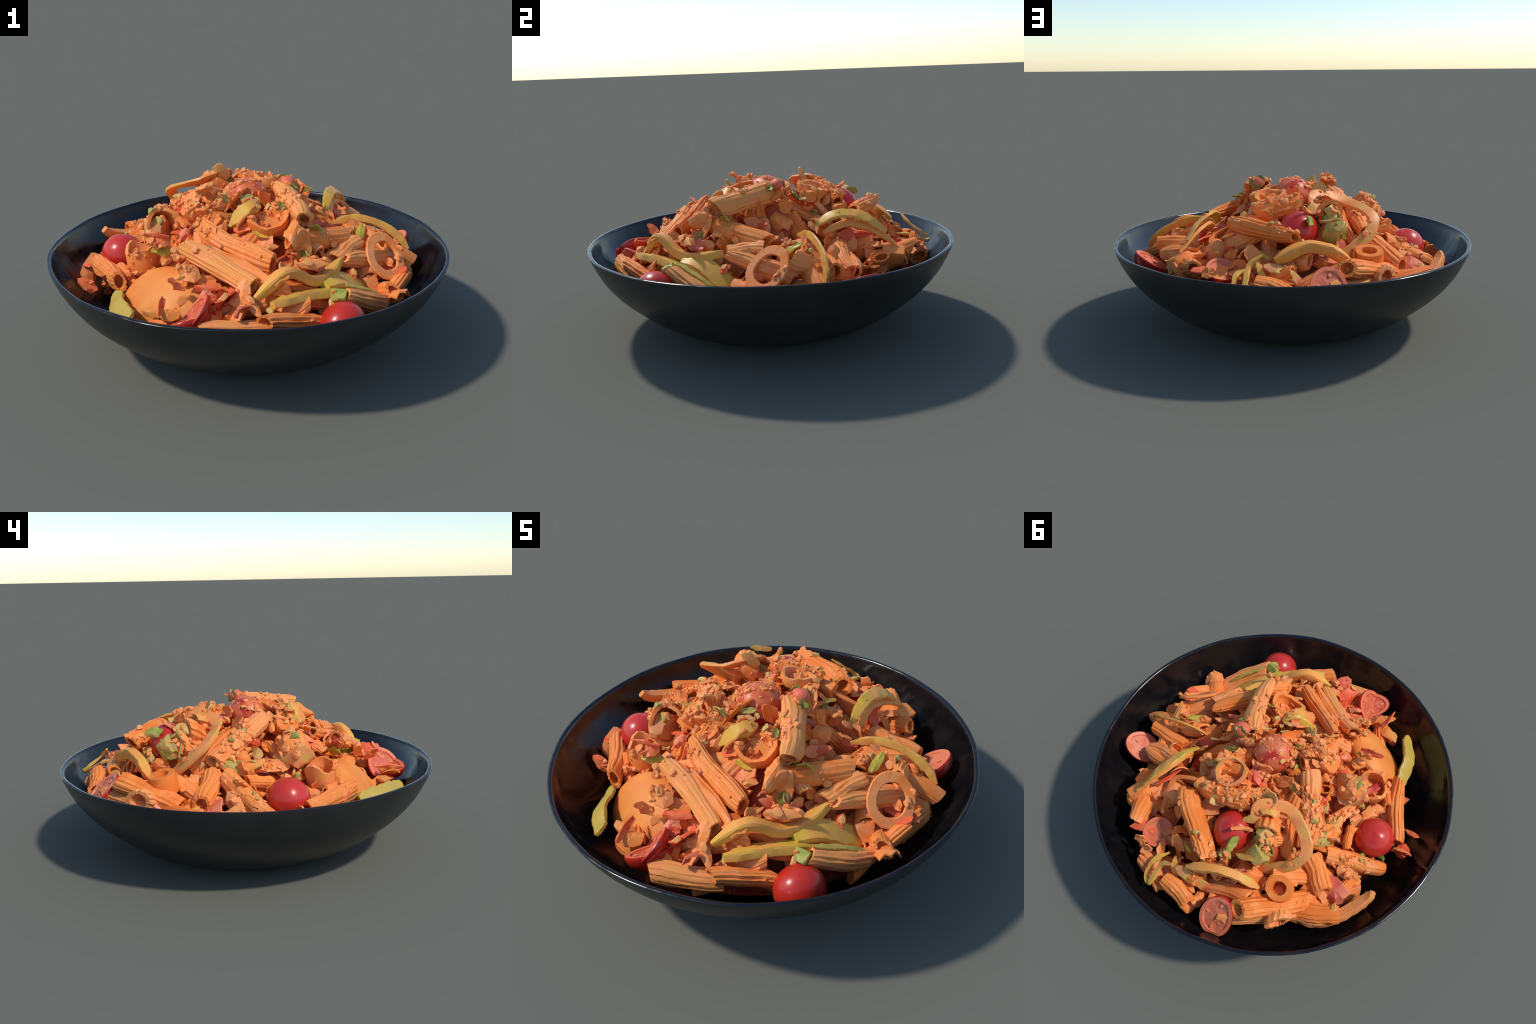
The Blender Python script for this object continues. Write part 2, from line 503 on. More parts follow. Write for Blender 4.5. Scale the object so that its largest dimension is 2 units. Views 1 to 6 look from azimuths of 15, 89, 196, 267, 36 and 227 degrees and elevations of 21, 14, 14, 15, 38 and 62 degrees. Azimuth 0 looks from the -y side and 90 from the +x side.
def chunk(kind, c, rad, mat, rough, seed):
    V, F = cut_lump(rad, rough, seed)
    if kind == "squash_slice":                       # broad domed slice leaning on the heap
        a = np.arctan2(V[:, 1], V[:, 0])
        V[:, :2] *= (1 + 0.07 * np.sin(2 * a + 0.6) + 0.05 * np.sin(3 * a + 2.0))[:, None]
        x, y, n = frame((-0.20, -0.66, 0.72))
        V = np.outer(V[:, 0], x) + np.outer(V[:, 1], y) + np.outer(V[:, 2], n)
    return add(kind, np.asarray(c) + V, F, mat, sharp=30 if rough > 0.1 else 50)


def flake_mesh(half_axis, normal, half_width, curl, ragged, g):
    a = np.asarray(half_axis, float); L = np.linalg.norm(a); ax = a / L
    n = unit(normal); n = unit(n - ax * (n @ ax)); b = np.cross(n, ax)
    m = 13
    t = np.arange(m) * 2 * np.pi / m
    out = 1 + ragged * (0.5 * np.sin(2 * t + g.uniform(0, 6)) * 0.4 + g.uniform(-0.7, 0.5, m) * 0.6)
    cv, sg, tw = curl * g.uniform(0.5, 1.3), g.choice([-1, -1, 1]), g.uniform(-0.25, 0.25)
    rim, mid = 0.16 * half_width * g.standard_normal(m), 0.06 * half_width * g.standard_normal(m)
    th = min(0.0045, 0.16 * half_width) + 0.0012
    V = []
    for side in (1, -1):
        V.append(n * side * th)
        for k in (0.5, 1.0):
            for j in range(m):
                u, v = k * out[j] * math.cos(t[j]), k * out[j] * math.sin(t[j])
                z = sg * cv * half_width * (v * v + 0.35 * u * u) + tw * half_width * u * v
                z += rim[j] if k == 1 else mid[j]
                V.append(ax * L * u + b * half_width * v + n * (z + side * th * (1.0 if k < 1 else 0.7)))
    V = np.array(V)
    q = 1 + 2 * m
    F = []
    for s, o in ((0, False), (q, True)):
        for j in range(m):
            k = (j + 1) % m
            for f in ((s, s + 1 + j, s + 1 + k), (s + 1 + j, s + 1 + m + j, s + 1 + m + k, s + 1 + k)):
                F.append(f[::-1] if o else f)
    for j in range(m):
        k = (j + 1) % m
        F.append((1 + m + j, q + 1 + m + j, q + 1 + m + k, 1 + m + k))
    return V, F


def flake(kind, c, half_axis, normal, half_width, mat, curl, ragged):
    V, F = flake_mesh(half_axis, normal, half_width, curl, ragged, rng)
    return add(kind, np.asarray(c) + V, F, mat, sharp=22)


# ------------------------------------------------------------------ the pieces that can be told apart


def place_pieces():

    # --- penne
    penne((-0.119, -0.353, 0.647), (0.250, -0.484, 0.561), 0.056, 0.05, 0.1)
    penne((-0.156, -0.470, 0.595), (0.189, -0.606, 0.497), 0.050, 0.03, 0.1)
    penne((-0.070, -0.450, 0.565), (0.230, -0.560, 0.505), 0.046, 0.00, 0.1)
    penne((0.291, -0.372, 0.638), (0.513, -0.037, 0.560), 0.050, 0.02, 0.9)
    penne((0.153, 0.025, 0.760), (0.343, -0.277, 0.708), 0.060, 0.02, 0.9)
    penne((0.505, -0.214, 0.505), (0.700, 0.085, 0.405), 0.054, 0.00, 0.1)
    penne((0.450, 0.109, 0.535), (0.805, 0.209, 0.360), 0.055, 0.00, 0.1)
    penne((0.703, 0.281, 0.449), (0.481, 0.240, 0.442), 0.052, 0.00, 0.1)
    penne((0.614, 0.383, 0.413), (0.428, 0.354, 0.441), 0.052, 0.00, 0.1)
    penne((0.301, 0.723, 0.451), (0.438, 0.473, 0.379), 0.058, 0.00, 0.1)
    penne((0.184, 0.437, 0.630), (-0.185, 0.601, 0.611), 0.058, 0.00, 0.9)
    penne((0.091, 0.369, 0.666), (-0.139, 0.274, 0.726), 0.055, 0.00, 0.9)
    penne((-0.479, -0.515, 0.416), (-0.720, -0.250, 0.380), 0.055, 0.03, 0.1)
    penne((-0.536, 0.119, 0.505), (-0.768, -0.096, 0.334), 0.052, 0.00, 0.9)
    penne((-0.494, 0.186, 0.510), (-0.660, 0.246, 0.407), 0.055, 0.06, 0.1)
    penne((-0.446, 0.652, 0.488), (-0.627, 0.341, 0.400), 0.055, 0.00, 0.1)
    penne((-0.600, 0.430, 0.360), (-0.800, 0.270, 0.390), 0.052, 0.00, 0.1)
    penne((-0.500, 0.430, 0.380), (-0.622, 0.540, 0.425), 0.068, 0.00, 0.1)
    penne((-0.048, 0.816, 0.430), (-0.235, 0.800, 0.370), 0.052, 0.00, 0.1)
    penne((0.160, 0.800, 0.360), (-0.030, 0.830, 0.360), 0.058, 0.00, 0.1)
    penne((0.020, -0.840, 0.370), (0.300, -0.720, 0.360), 0.050, 0.02, 0.1)
    penne((0.281, -0.759, 0.408), (0.481, -0.579, 0.345), 0.055, 0.00, 0.1)
    penne((0.564, -0.481, 0.438), (0.714, -0.254, 0.315), 0.055, 0.00, 0.1)
    penne((0.762, -0.214, 0.367), (0.680, -0.100, 0.300), 0.060, 0.00, 0.1)
    penne((-0.212, -0.066, 0.720), (-0.455, 0.185, 0.565), 0.054, 0.02, 0.9)
    penne((-0.250, 0.040, 0.660), (-0.400, 0.280, 0.500), 0.052, 0.02, 0.1)
    penne((-0.235, 0.205, 0.625), (-0.295, 0.315, 0.690), 0.066, 0.00, 0.1)
    penne((0.730, 0.090, 0.360), (0.800, 0.150, 0.330), 0.050, 0.00, 0.1)
    penne((0.551, -0.045, 0.545), (0.475, -0.230, 0.509), 0.045, 0.00, 0.1)
    penne((0.319, -0.289, 0.684), (0.306, -0.385, 0.623), 0.045, 0.00, 0.1)
    penne((0.398, 0.335, 0.497), (0.622, 0.358, 0.421), 0.045, 0.00, 0.1)
    penne((-0.590, 0.023, 0.499), (-0.506, -0.104, 0.465), 0.030, 0.00, 0.1)

    # --- cherry_tomato
    tomato((-0.624, -0.168, 0.409), 0.108, (0.100, 0.100, 1.000), 1.00)
    tomato((0.580, -0.577, 0.345), 0.104, (0.500, 0.800, 0.200), 1.05)
    tomato((-0.000, -0.012, 0.709), 0.106, (0.000, 0.000, 1.000), 0.96)
    tomato((-0.148, 0.407, 0.595), 0.106, (0.000, 0.000, 1.000), 1.00)

    # --- tomato_half
    half_tomato((0.683, 0.400, 0.385), (-0.500, -0.200, 0.840), 0.088, 0.105, 0.090)
    half_tomato((-0.385, 0.745, 0.420), (-0.220, 0.620, 0.750), 0.092, 0.110, 0.090)
    half_tomato((-0.030, -0.760, 0.415), (-0.720, -0.250, 0.620), 0.098, 0.104, 0.055)
    half_tomato((-0.020, -0.775, 0.405), (-0.350, 0.250, 0.900), 0.110, 0.070, 0.085)
    half_tomato((0.170, 0.676, 0.445), (-0.300, 0.300, 0.800), 0.085, 0.085, 0.060)

    # --- pepper_strip
    strip('pepper_strip', [(0.217, -0.653, 0.464), (0.328, -0.567, 0.562), (0.425, -0.463, 0.490), (0.470, -0.360, 0.485), (0.512, -0.246, 0.510)], 0.054, 0.046, (-0.200, -0.200, 1.000), 'pepper_yellow', 1)
    strip('pepper_strip', [(0.298, -0.689, 0.461), (0.392, -0.578, 0.461), (0.492, -0.465, 0.440), (0.560, -0.380, 0.400)], 0.070, 0.045, (-0.300, 0.100, 1.000), 'pepper_yellow', 0.4)
    strip('pepper_strip', [(0.476, -0.451, 0.461), (0.523, -0.343, 0.446), (0.600, -0.237, 0.372), (0.640, -0.160, 0.310)], 0.110, 0.055, (0.300, -0.400, 1.000), 'pepper_yellow', 0.5)
    strip('pepper_strip', [(-0.003, -0.294, 0.651), (0.050, -0.260, 0.710), (0.087, -0.227, 0.730), (0.100, -0.170, 0.720)], 0.075, 0.045, (0.300, -0.600, 0.800), 'pepper_yellow', 0.7)
    strip('pepper_strip', [(0.352, 0.229, 0.597), (0.353, 0.310, 0.645), (0.354, 0.396, 0.652), (0.375, 0.490, 0.625), (0.397, 0.577, 0.555)], 0.060, 0.016, (0.500, 0.000, 0.800), 'pepper_yellow', 0.4)
    strip('pepper_strip', [(0.370, 0.260, 0.560), (0.360, 0.380, 0.600), (0.380, 0.500, 0.575), (0.420, 0.620, 0.500)], 0.040, 0.020, (0.600, 0.200, 0.600), 'pepper_orange', 0.4)
    strip('pepper_strip', [(0.401, 0.129, 0.562), (0.516, 0.178, 0.583), (0.640, 0.220, 0.546), (0.736, 0.232, 0.482), (0.788, 0.229, 0.420)], 0.038, 0.013, (0.400, -0.750, 0.250), 'pepper_yellow', 1)
    strip('pepper_strip', [(-0.110, 0.696, 0.510), (-0.227, 0.616, 0.566), (-0.331, 0.548, 0.547), (-0.429, 0.496, 0.479)], 0.050, 0.055, (0.100, 0.300, 1.000), 'pepper_yellow', 1)
    strip('pepper_strip', [(-0.066, 0.735, 0.492), (-0.169, 0.705, 0.461), (-0.241, 0.670, 0.387)], 0.060, 0.018, (-0.100, 0.500, 0.800), 'pepper_blush', 1)
    strip('pepper_strip', [(-0.064, 0.752, 0.554), (-0.009, 0.788, 0.507), (-0.016, 0.885, 0.431), (0.040, 0.860, 0.420), (0.055, 0.785, 0.458), (0.030, 0.706, 0.462)], 0.026, 0.014, (0.000, 0.300, 1.000), 'pepper_yellow', 1)
    strip('pepper_strip', [(-0.020, 0.700, 0.500), (-0.050, 0.740, 0.470), (-0.090, 0.780, 0.400), (-0.060, 0.840, 0.370), (-0.020, 0.870, 0.390)], 0.030, 0.012, (0.000, 0.300, 1.000), 'pepper_yellow', 1)
    strip('pepper_strip', [(-0.170, 0.360, 0.685), (-0.210, 0.310, 0.715), (-0.194, 0.254, 0.764), (-0.311, 0.161, 0.730), (-0.490, 0.215, 0.665), (-0.490, 0.300, 0.580), (-0.396, 0.388, 0.492), (-0.340, 0.430, 0.460)], 0.060, 0.018, (-0.500, 0.500, 0.600), 'pepper_tan', 1)
    strip('pepper_strip', [(-0.300, -0.790, 0.385), (-0.334, -0.760, 0.371), (-0.415, -0.685, 0.375), (-0.472, -0.569, 0.359), (-0.500, -0.530, 0.365)], 0.085, 0.022, (-0.500, -0.450, 0.750), 'pepper_green', 0.5)
    strip('pepper_strip', [(0.570, -0.465, 0.485), (0.640, -0.360, 0.430), (0.700, -0.270, 0.370)], 0.022, 0.012, (0.300, -0.200, 1.000), 'pepper_green', 1)

    # --- fruit_wedge
    strip('fruit_wedge', [(-0.655, 0.440, 0.355), (-0.740, 0.370, 0.350), (-0.800, 0.250, 0.360), (-0.835, 0.120, 0.410), (-0.842, 0.070, 0.450)], 0.060, 0.050, (0.300, 0.000, 1.000), 'pasta', 0.5)

    # --- vegetable_chunk
    chunk('vegetable_chunk', (0.545, -0.500, 0.450), (0.055, 0.050, 0.035), 'herb', 0.35, 51)
    chunk('vegetable_chunk', (-0.333, 0.415, 0.612), (0.075, 0.075, 0.095), 'herb_pale', 0.40, 6)
    chunk('vegetable_chunk', (0.120, 0.367, 0.632), (0.080, 0.060, 0.050), 'pasta', 0.38, 9)
    chunk('vegetable_chunk', (-0.429, -0.221, 0.460), (0.050, 0.050, 0.040), 'pasta', 0.38, 10)
    chunk('vegetable_chunk', (0.347, 0.637, 0.425), (0.050, 0.050, 0.050), 'pasta', 0.38, 13)
    chunk('vegetable_chunk', (0.318, -0.326, 0.645), (0.060, 0.060, 0.050), 'pasta', 0.38, 16)
    chunk('vegetable_chunk', (0.428, 0.602, 0.450), (0.080, 0.100, 0.060), 'pasta', 0.38, 17)
    chunk('vegetable_chunk', (-0.214, -0.190, 0.681), (0.080, 0.080, 0.060), 'pasta', 0.38, 19)
    chunk('vegetable_chunk', (-0.400, -0.215, 0.565), (0.110, 0.110, 0.090), 'pepper_blush', 0.42, 20)
    chunk('vegetable_chunk', (-0.230, 0.230, 0.705), (0.070, 0.065, 0.060), 'pasta', 0.35, 31)
    chunk('vegetable_chunk', (0.140, 0.200, 0.715), (0.065, 0.065, 0.050), 'pasta', 0.35, 32)
    chunk('vegetable_chunk', (-0.380, -0.230, 0.630), (0.035, 0.030, 0.028), 'herb_pale', 0.30, 11)
    chunk('vegetable_chunk', (0.630, -0.157, 0.366), (0.070, 0.080, 0.050), 'onion', 0.35, 8)
    chunk('vegetable_chunk', (-0.225, -0.717, 0.381), (0.080, 0.050, 0.020), 'pepper_orange', 0.38, 12)
    chunk('vegetable_chunk', (-0.300, 0.325, 0.690), (0.055, 0.055, 0.045), 'herb_pale', 0.35, 41)

    # --- onion_flake
    flake('onion_flake', (0.520, -0.530, 0.420), (-0.007, 0.021, 0.018), (0.364, -0.540, 0.758), 0.014, 'herb_pale', 0.35, 0.42)
    flake('onion_flake', (-0.145, -0.138, 0.761), (-0.013, 0.059, 0.043), (0.408, -0.471, 0.782), 0.027, 'onion', 0.30, 0.42)
    flake('onion_flake', (-0.159, -0.169, 0.751), (-0.035, 0.034, 0.038), (0.412, -0.465, 0.784), 0.021, 'onion', 0.30, 0.42)
    flake('onion_flake', (-0.063, -0.218, 0.743), (0.039, 0.048, 0.009), (0.398, -0.463, 0.792), 0.023, 'onion_red', 0.35, 0.42)
    flake('onion_flake', (-0.057, -0.131, 0.737), (0.036, 0.003, -0.016), (0.391, -0.476, 0.788), 0.021, 'herb', 0.35, 0.42)
    flake('onion_flake', (-0.518, 0.040, 0.533), (-0.027, 0.012, 0.044), (0.591, -0.613, 0.525), 0.035, 'onion', 0.35, 0.42)
    flake('onion_flake', (-0.625, 0.057, 0.492), (-0.023, -0.030, -0.004), (0.444, -0.442, 0.779), 0.032, 'onion_red', 0.35, 0.42)
    flake('onion_flake', (-0.516, 0.124, 0.535), (-0.044, -0.026, 0.008), (0.428, -0.461, 0.777), 0.024, 'onion', 0.35, 0.42)
    flake('onion_flake', (-0.426, 0.145, 0.594), (0.025, 0.027, 0.003), (0.419, -0.475, 0.774), 0.020, 'pepper_yellow', 0.35, 0.42)
    flake('onion_flake', (-0.263, 0.117, 0.638), (-0.035, -0.022, 0.004), (0.400, -0.486, 0.777), 0.033, 'onion', 0.35, 0.40)
    flake('onion_flake', (-0.186, -0.213, 0.718), (-0.020, -0.015, 0.002), (0.416, -0.453, 0.788), 0.016, 'onion_red', 0.35, 0.42)
    flake('onion_flake', (-0.454, -0.008, 0.554), (-0.016, -0.038, -0.013), (0.429, -0.449, 0.784), 0.021, 'herb_pale', 0.35, 0.42)
    flake('onion_flake', (-0.255, -0.232, 0.640), (-0.042, -0.008, 0.017), (0.421, -0.437, 0.795), 0.026, 'onion', 0.35, 0.42)
    flake('onion_flake', (-0.330, 0.475, 0.680), (0.052, 0.029, -0.003), (0.243, -0.329, 0.913), 0.019, 'herb_dark', 0.35, 0.42)
    flake('onion_flake', (-0.184, 0.245, 0.691), (0.050, 0.031, -0.004), (0.383, -0.513, 0.768), 0.025, 'onion', 0.35, 0.42)
    flake('onion_flake', (-0.092, 0.250, 0.712), (0.008, 0.026, 0.013), (0.370, -0.522, 0.769), 0.023, 'onion_pink', 0.35, 0.42)
    flake('onion_flake', (-0.083, 0.208, 0.701), (0.016, 0.038, 0.017), (0.370, -0.516, 0.773), 0.015, 'onion', 0.35, 0.42)
    flake('onion_flake', (0.016, 0.253, 0.715), (0.050, 0.042, 0.010), (0.449, -0.676, 0.584), 0.027, 'onion', 0.35, 0.42)
    flake('onion_flake', (0.081, 0.302, 0.682), (0.024, -0.018, -0.039), (0.428, -0.685, 0.590), 0.028, 'onion', 0.35, 0.42)
    flake('onion_flake', (-0.312, 0.217, 0.637), (0.028, 0.002, -0.013), (0.401, -0.496, 0.770), 0.022, 'onion', 0.35, 0.42)
    flake('onion_flake', (-0.238, 0.225, 0.652), (0.028, 0.002, -0.013), (0.390, -0.503, 0.771), 0.020, 'onion', 0.35, 0.42)
    flake('onion_flake', (0.028, -0.128, 0.748), (0.029, 0.024, 0.001), (0.377, -0.483, 0.791), 0.016, 'herb_pale', 0.35, 0.42)
    flake('onion_flake', (0.060, -0.181, 0.749), (0.037, 0.016, -0.007), (0.374, -0.477, 0.795), 0.018, 'herb_pale', 0.35, 0.42)
    flake('onion_flake', (-0.057, -0.131, 0.737), (-0.032, 0.003, 0.018), (0.391, -0.476, 0.788), 0.024, 'herb', 0.35, 0.42)
    flake('onion_flake', (0.084, -0.139, 0.747), (0.013, 0.003, -0.004), (0.367, -0.485, 0.794), 0.014, 'herb_pale', 0.35, 0.42)
    flake('onion_flake', (0.076, -0.067, 0.727), (0.000, 0.023, 0.028), (0.496, -0.675, 0.546), 0.012, 'herb_blue', 0.35, 0.42)
    flake('onion_flake', (0.211, -0.189, 0.732), (-0.004, 0.018, 0.024), (0.476, -0.668, 0.572), 0.018, 'herb_dark', 0.35, 0.42)
    flake('onion_flake', (0.224, 0.005, 0.777), (-0.024, 0.003, 0.012), (0.334, -0.518, 0.788), 0.020, 'herb', 0.35, 0.42)
    flake('onion_flake', (0.270, 0.170, 0.720), (0.022, 0.019, 0.004), (0.311, -0.535, 0.786), 0.011, 'herb_dark', 0.35, 0.42)
    flake('onion_flake', (0.200, 0.235, 0.630), (-0.004, 0.014, 0.011), (0.314, -0.528, 0.789), 0.013, 'herb_pale', 0.35, 0.42)
    flake('onion_flake', (0.184, 0.199, 0.658), (0.025, 0.028, 0.009), (0.321, -0.526, 0.788), 0.012, 'onion', 0.35, 0.42)
    flake('onion_flake', (0.220, 0.237, 0.614), (0.061, 0.027, -0.006), (0.309, -0.528, 0.791), 0.020, 'onion', 0.35, 0.42)
    flake('onion_flake', (0.509, 0.533, 0.369), (-0.019, 0.034, 0.029), (0.228, -0.546, 0.806), 0.029, 'onion', 0.35, 0.42)
    flake('onion_flake', (0.499, 0.065, 0.548), (0.011, 0.031, 0.016), (0.260, -0.513, 0.818), 0.019, 'onion', 0.35, 0.42)
    flake('onion_flake', (0.554, 0.094, 0.534), (0.004, 0.049, 0.030), (0.247, -0.517, 0.819), 0.024, 'pepper_yellow', 0.35, 0.40)
    flake('onion_flake', (0.608, 0.123, 0.523), (-0.025, -0.001, 0.006), (0.234, -0.522, 0.820), 0.024, 'onion', 0.35, 0.42)
    flake('onion_flake', (0.611, 0.165, 0.532), (0.011, 0.018, 0.009), (0.232, -0.529, 0.817), 0.013, 'herb_pale', 0.35, 0.42)
    flake('onion_flake', (0.372, 0.232, 0.582), (0.024, -0.001, -0.018), (0.384, -0.732, 0.563), 0.013, 'onion', 0.35, 0.42)
    flake('onion_flake', (0.403, 0.529, 0.493), (0.038, 0.017, -0.000), (0.254, -0.555, 0.792), 0.018, 'onion', 0.35, 0.42)
    flake('onion_flake', (0.426, -0.000, 0.557), (0.025, 0.031, 0.010), (0.278, -0.502, 0.819), 0.022, 'onion', 0.35, 0.42)
    flake('onion_flake', (-0.222, -0.317, 0.607), (0.003, 0.034, 0.016), (0.418, -0.423, 0.804), 0.024, 'onion_pink', 0.35, 0.42)
    flake('onion_flake', (-0.294, -0.435, 0.605), (0.028, 0.041, 0.005), (0.437, -0.399, 0.806), 0.035, 'onion_red', 0.35, 0.42)
    flake('onion_flake', (-0.286, -0.437, 0.565), (0.044, 0.030, -0.009), (0.432, -0.395, 0.811), 0.027, 'pepper_yellow', 0.35, 0.42)
    flake('onion_flake', (-0.175, -0.494, 0.570), (0.025, 0.044, 0.009), (0.418, -0.393, 0.819), 0.031, 'onion', 0.35, 0.35)
    flake('onion_flake', (-0.099, -0.585, 0.531), (-0.037, 0.025, 0.029), (0.407, -0.378, 0.832), 0.049, 'onion', 0.20, 0.42)
    flake('onion_flake', (-0.052, -0.552, 0.478), (0.055, 0.022, -0.015), (0.391, -0.381, 0.838), 0.032, 'pepper_tan', 0.35, 0.42)
    flake('onion_flake', (-0.015, -0.601, 0.475), (0.053, 0.038, -0.007), (0.387, -0.374, 0.843), 0.026, 'onion_red', 0.35, 0.42)
    flake('onion_flake', (-0.130, -0.656, 0.494), (-0.032, -0.002, 0.015), (0.412, -0.360, 0.837), 0.018, 'onion', 0.35, 0.42)
    flake('onion_flake', (-0.767, -0.253, 0.352), (0.014, 0.044, 0.079), (0.455, -0.812, 0.366), 0.049, 'onion_red', 0.35, 0.30)
    flake('onion_flake', (-0.724, -0.380, 0.318), (-0.043, -0.002, 0.028), (0.408, -0.715, 0.567), 0.036, 'onion_red', 0.35, 0.42)
    flake('onion_flake', (-0.114, -0.310, 0.657), (0.023, 0.021, -0.000), (0.405, -0.436, 0.804), 0.031, 'onion', 0.35, 0.40)
    flake('onion_flake', (-0.068, -0.393, 0.627), (0.002, -0.018, -0.011), (0.399, -0.422, 0.814), 0.020, 'herb_pale', 0.35, 0.42)
    flake('onion_flake', (-0.093, -0.337, 0.651), (0.032, 0.035, 0.003), (0.402, -0.432, 0.807), 0.016, 'herb_pale', 0.35, 0.42)
    flake('onion_flake', (0.159, -0.668, 0.459), (0.045, 0.040, -0.001), (0.358, -0.370, 0.858), 0.037, 'onion', 0.35, 0.45)
    flake('onion_flake', (0.222, -0.709, 0.456), (0.036, -0.026, -0.026), (0.347, -0.365, 0.864), 0.023, 'onion', 0.35, 0.30)
    flake('onion_flake', (0.055, -0.785, 0.405), (0.028, 0.025, -0.002), (0.377, -0.337, 0.863), 0.031, 'onion', 0.35, 0.42)
    flake('onion_flake', (0.371, -0.372, 0.573), (-0.016, 0.020, 0.017), (0.310, -0.446, 0.840), 0.022, 'herb_dark', 0.35, 0.42)
    flake('onion_flake', (0.416, -0.430, 0.564), (0.065, 0.037, -0.004), (0.304, -0.437, 0.846), 0.030, 'onion', 0.35, 0.42)
    flake('onion_flake', (0.359, -0.443, 0.537), (0.030, 0.017, -0.002), (0.314, -0.429, 0.847), 0.026, 'onion', 0.35, 0.42)
    flake('onion_flake', (0.310, -0.476, 0.549), (0.016, 0.039, 0.013), (0.326, -0.422, 0.846), 0.009, 'onion', 0.35, 0.42)
    flake('onion_flake', (0.221, -0.388, 0.606), (-0.023, -0.019, -0.001), (0.344, -0.438, 0.830), 0.019, 'onion', 0.35, 0.42)
    flake('onion_flake', (0.334, -0.070, 0.612), (0.059, 0.045, 0.006), (0.325, -0.527, 0.785), 0.031, 'onion_red', 0.35, 0.42)
    flake('onion_flake', (0.156, -0.345, 0.639), (0.035, 0.006, -0.012), (0.357, -0.445, 0.821), 0.016, 'pepper_yellow', 0.35, 0.42)
    flake('onion_flake', (0.106, -0.303, 0.696), (-0.012, -0.025, -0.008), (0.369, -0.455, 0.810), 0.018, 'onion', 0.35, 0.42)
    flake('onion_flake', (0.720, -0.001, 0.393), (0.098, 0.004, -0.022), (0.209, -0.494, 0.844), 0.030, 'onion_red', 0.35, 0.42)
    flake('onion_flake', (0.701, 0.004, 0.429), (0.034, -0.018, -0.020), (0.215, -0.499, 0.840), 0.020, 'onion', 0.35, 0.42)
    flake('onion_flake', (0.561, -0.248, 0.450), (-0.012, -0.038, -0.017), (0.256, -0.459, 0.851), 0.030, 'onion_red', 0.35, 0.42)
    flake('onion_flake', (-0.013, -0.161, 0.740), (-0.034, -0.070, -0.039), (-0.807, 0.068, 0.586), 0.033, 'onion', 0.35, 0.42)
    flake('onion_flake', (-0.198, -0.119, 0.736), (-0.020, -0.006, -0.026), (-0.804, 0.062, 0.592), 0.017, 'onion', 0.35, 0.42)
    flake('onion_flake', (0.041, -0.229, 0.725), (-0.026, -0.052, -0.029), (-0.806, 0.081, 0.587), 0.026, 'onion_red', 0.35, 0.42)
    flake('onion_flake', (0.073, -0.289, 0.700), (-0.040, -0.031, -0.050), (-0.803, 0.093, 0.589), 0.030, 'pepper_tan', 0.35, 0.42)
    flake('onion_flake', (0.123, 0.154, 0.710), (-0.001, -0.068, -0.002), (-0.809, 0.002, 0.587), 0.028, 'onion', 0.35, 0.42)
    flake('onion_flake', (-0.286, -0.121, 0.693), (-0.017, 0.002, -0.022), (-0.797, 0.064, 0.601), 0.016, 'onion', 0.35, 0.42)
    flake('onion_flake', (-0.497, 0.090, 0.544), (0.028, 0.026, 0.033), (-0.774, 0.017, 0.633), 0.043, 'herb', 0.35, 0.42)
    flake('onion_flake', (-0.502, 0.032, 0.540), (-0.002, 0.052, -0.005), (-0.773, 0.031, 0.633), 0.041, 'pepper_orange', 0.35, 0.42)
    flake('onion_flake', (-0.434, -0.094, 0.528), (-0.016, -0.105, -0.010), (-0.773, 0.058, 0.632), 0.039, 'onion', 0.50, 0.42)
    flake('onion_flake', (-0.461, 0.153, 0.578), (-0.021, 0.011, -0.027), (-0.780, 0.003, 0.626), 0.019, 'onion', 0.35, 0.42)
    flake('onion_flake', (0.181, -0.087, 0.726), (-0.020, -0.027, -0.026), (-0.811, 0.050, 0.583), 0.031, 'onion', 0.35, 0.42)
    flake('onion_flake', (-0.686, 0.015, 0.406), (0.019, -0.005, 0.022), (-0.748, 0.035, 0.663), 0.020, 'herb', 0.35, 0.42)
    flake('onion_flake', (-0.655, -0.055, 0.397), (-0.003, -0.033, -0.000), (-0.748, 0.051, 0.662), 0.015, 'herb', 0.35, 0.42)
    flake('onion_flake', (-0.678, -0.134, 0.392), (0.005, 0.050, 0.000), (-0.745, 0.070, 0.664), 0.022, 'onion_pink', 0.35, 0.42)
    flake('onion_flake', (-0.540, -0.071, 0.463), (0.001, -0.052, 0.005), (-0.761, 0.054, 0.647), 0.014, 'pasta', 0.35, 0.42)
    flake('onion_flake', (0.176, -0.749, 0.458), (0.003, -0.042, 0.015), (-0.767, 0.173, 0.618), 0.038, 'onion_pink', 0.35, 0.42)
    flake('onion_flake', (0.320, -0.574, 0.544), (-0.032, -0.051, -0.030), (-0.785, 0.139, 0.603), 0.037, 'pepper_orange', 0.35, 0.42)
    flake('onion_flake', (-0.238, -0.333, 0.587), (-0.021, -0.008, -0.026), (-0.781, 0.107, 0.615), 0.022, 'onion_red', 0.35, 0.40)
    flake('onion_flake', (0.150, -0.511, 0.524), (-0.018, -0.059, -0.010), (-0.781, 0.131, 0.611), 0.019, 'herb_dark', 0.35, 0.42)
    flake('onion_flake', (0.235, -0.571, 0.523), (-0.011, -0.032, -0.007), (-0.781, 0.140, 0.608), 0.025, 'onion', 0.35, 0.42)
    flake('onion_flake', (-0.375, 0.400, 0.615), (-0.009, -0.045, -0.036), (-0.943, -0.064, 0.326), 0.043, 'herb_dark', 0.35, 0.42)
    flake('onion_flake', (-0.220, 0.482, 0.669), (0.010, -0.040, 0.008), (-0.795, -0.069, 0.603), 0.028, 'herb', 0.35, 0.42)
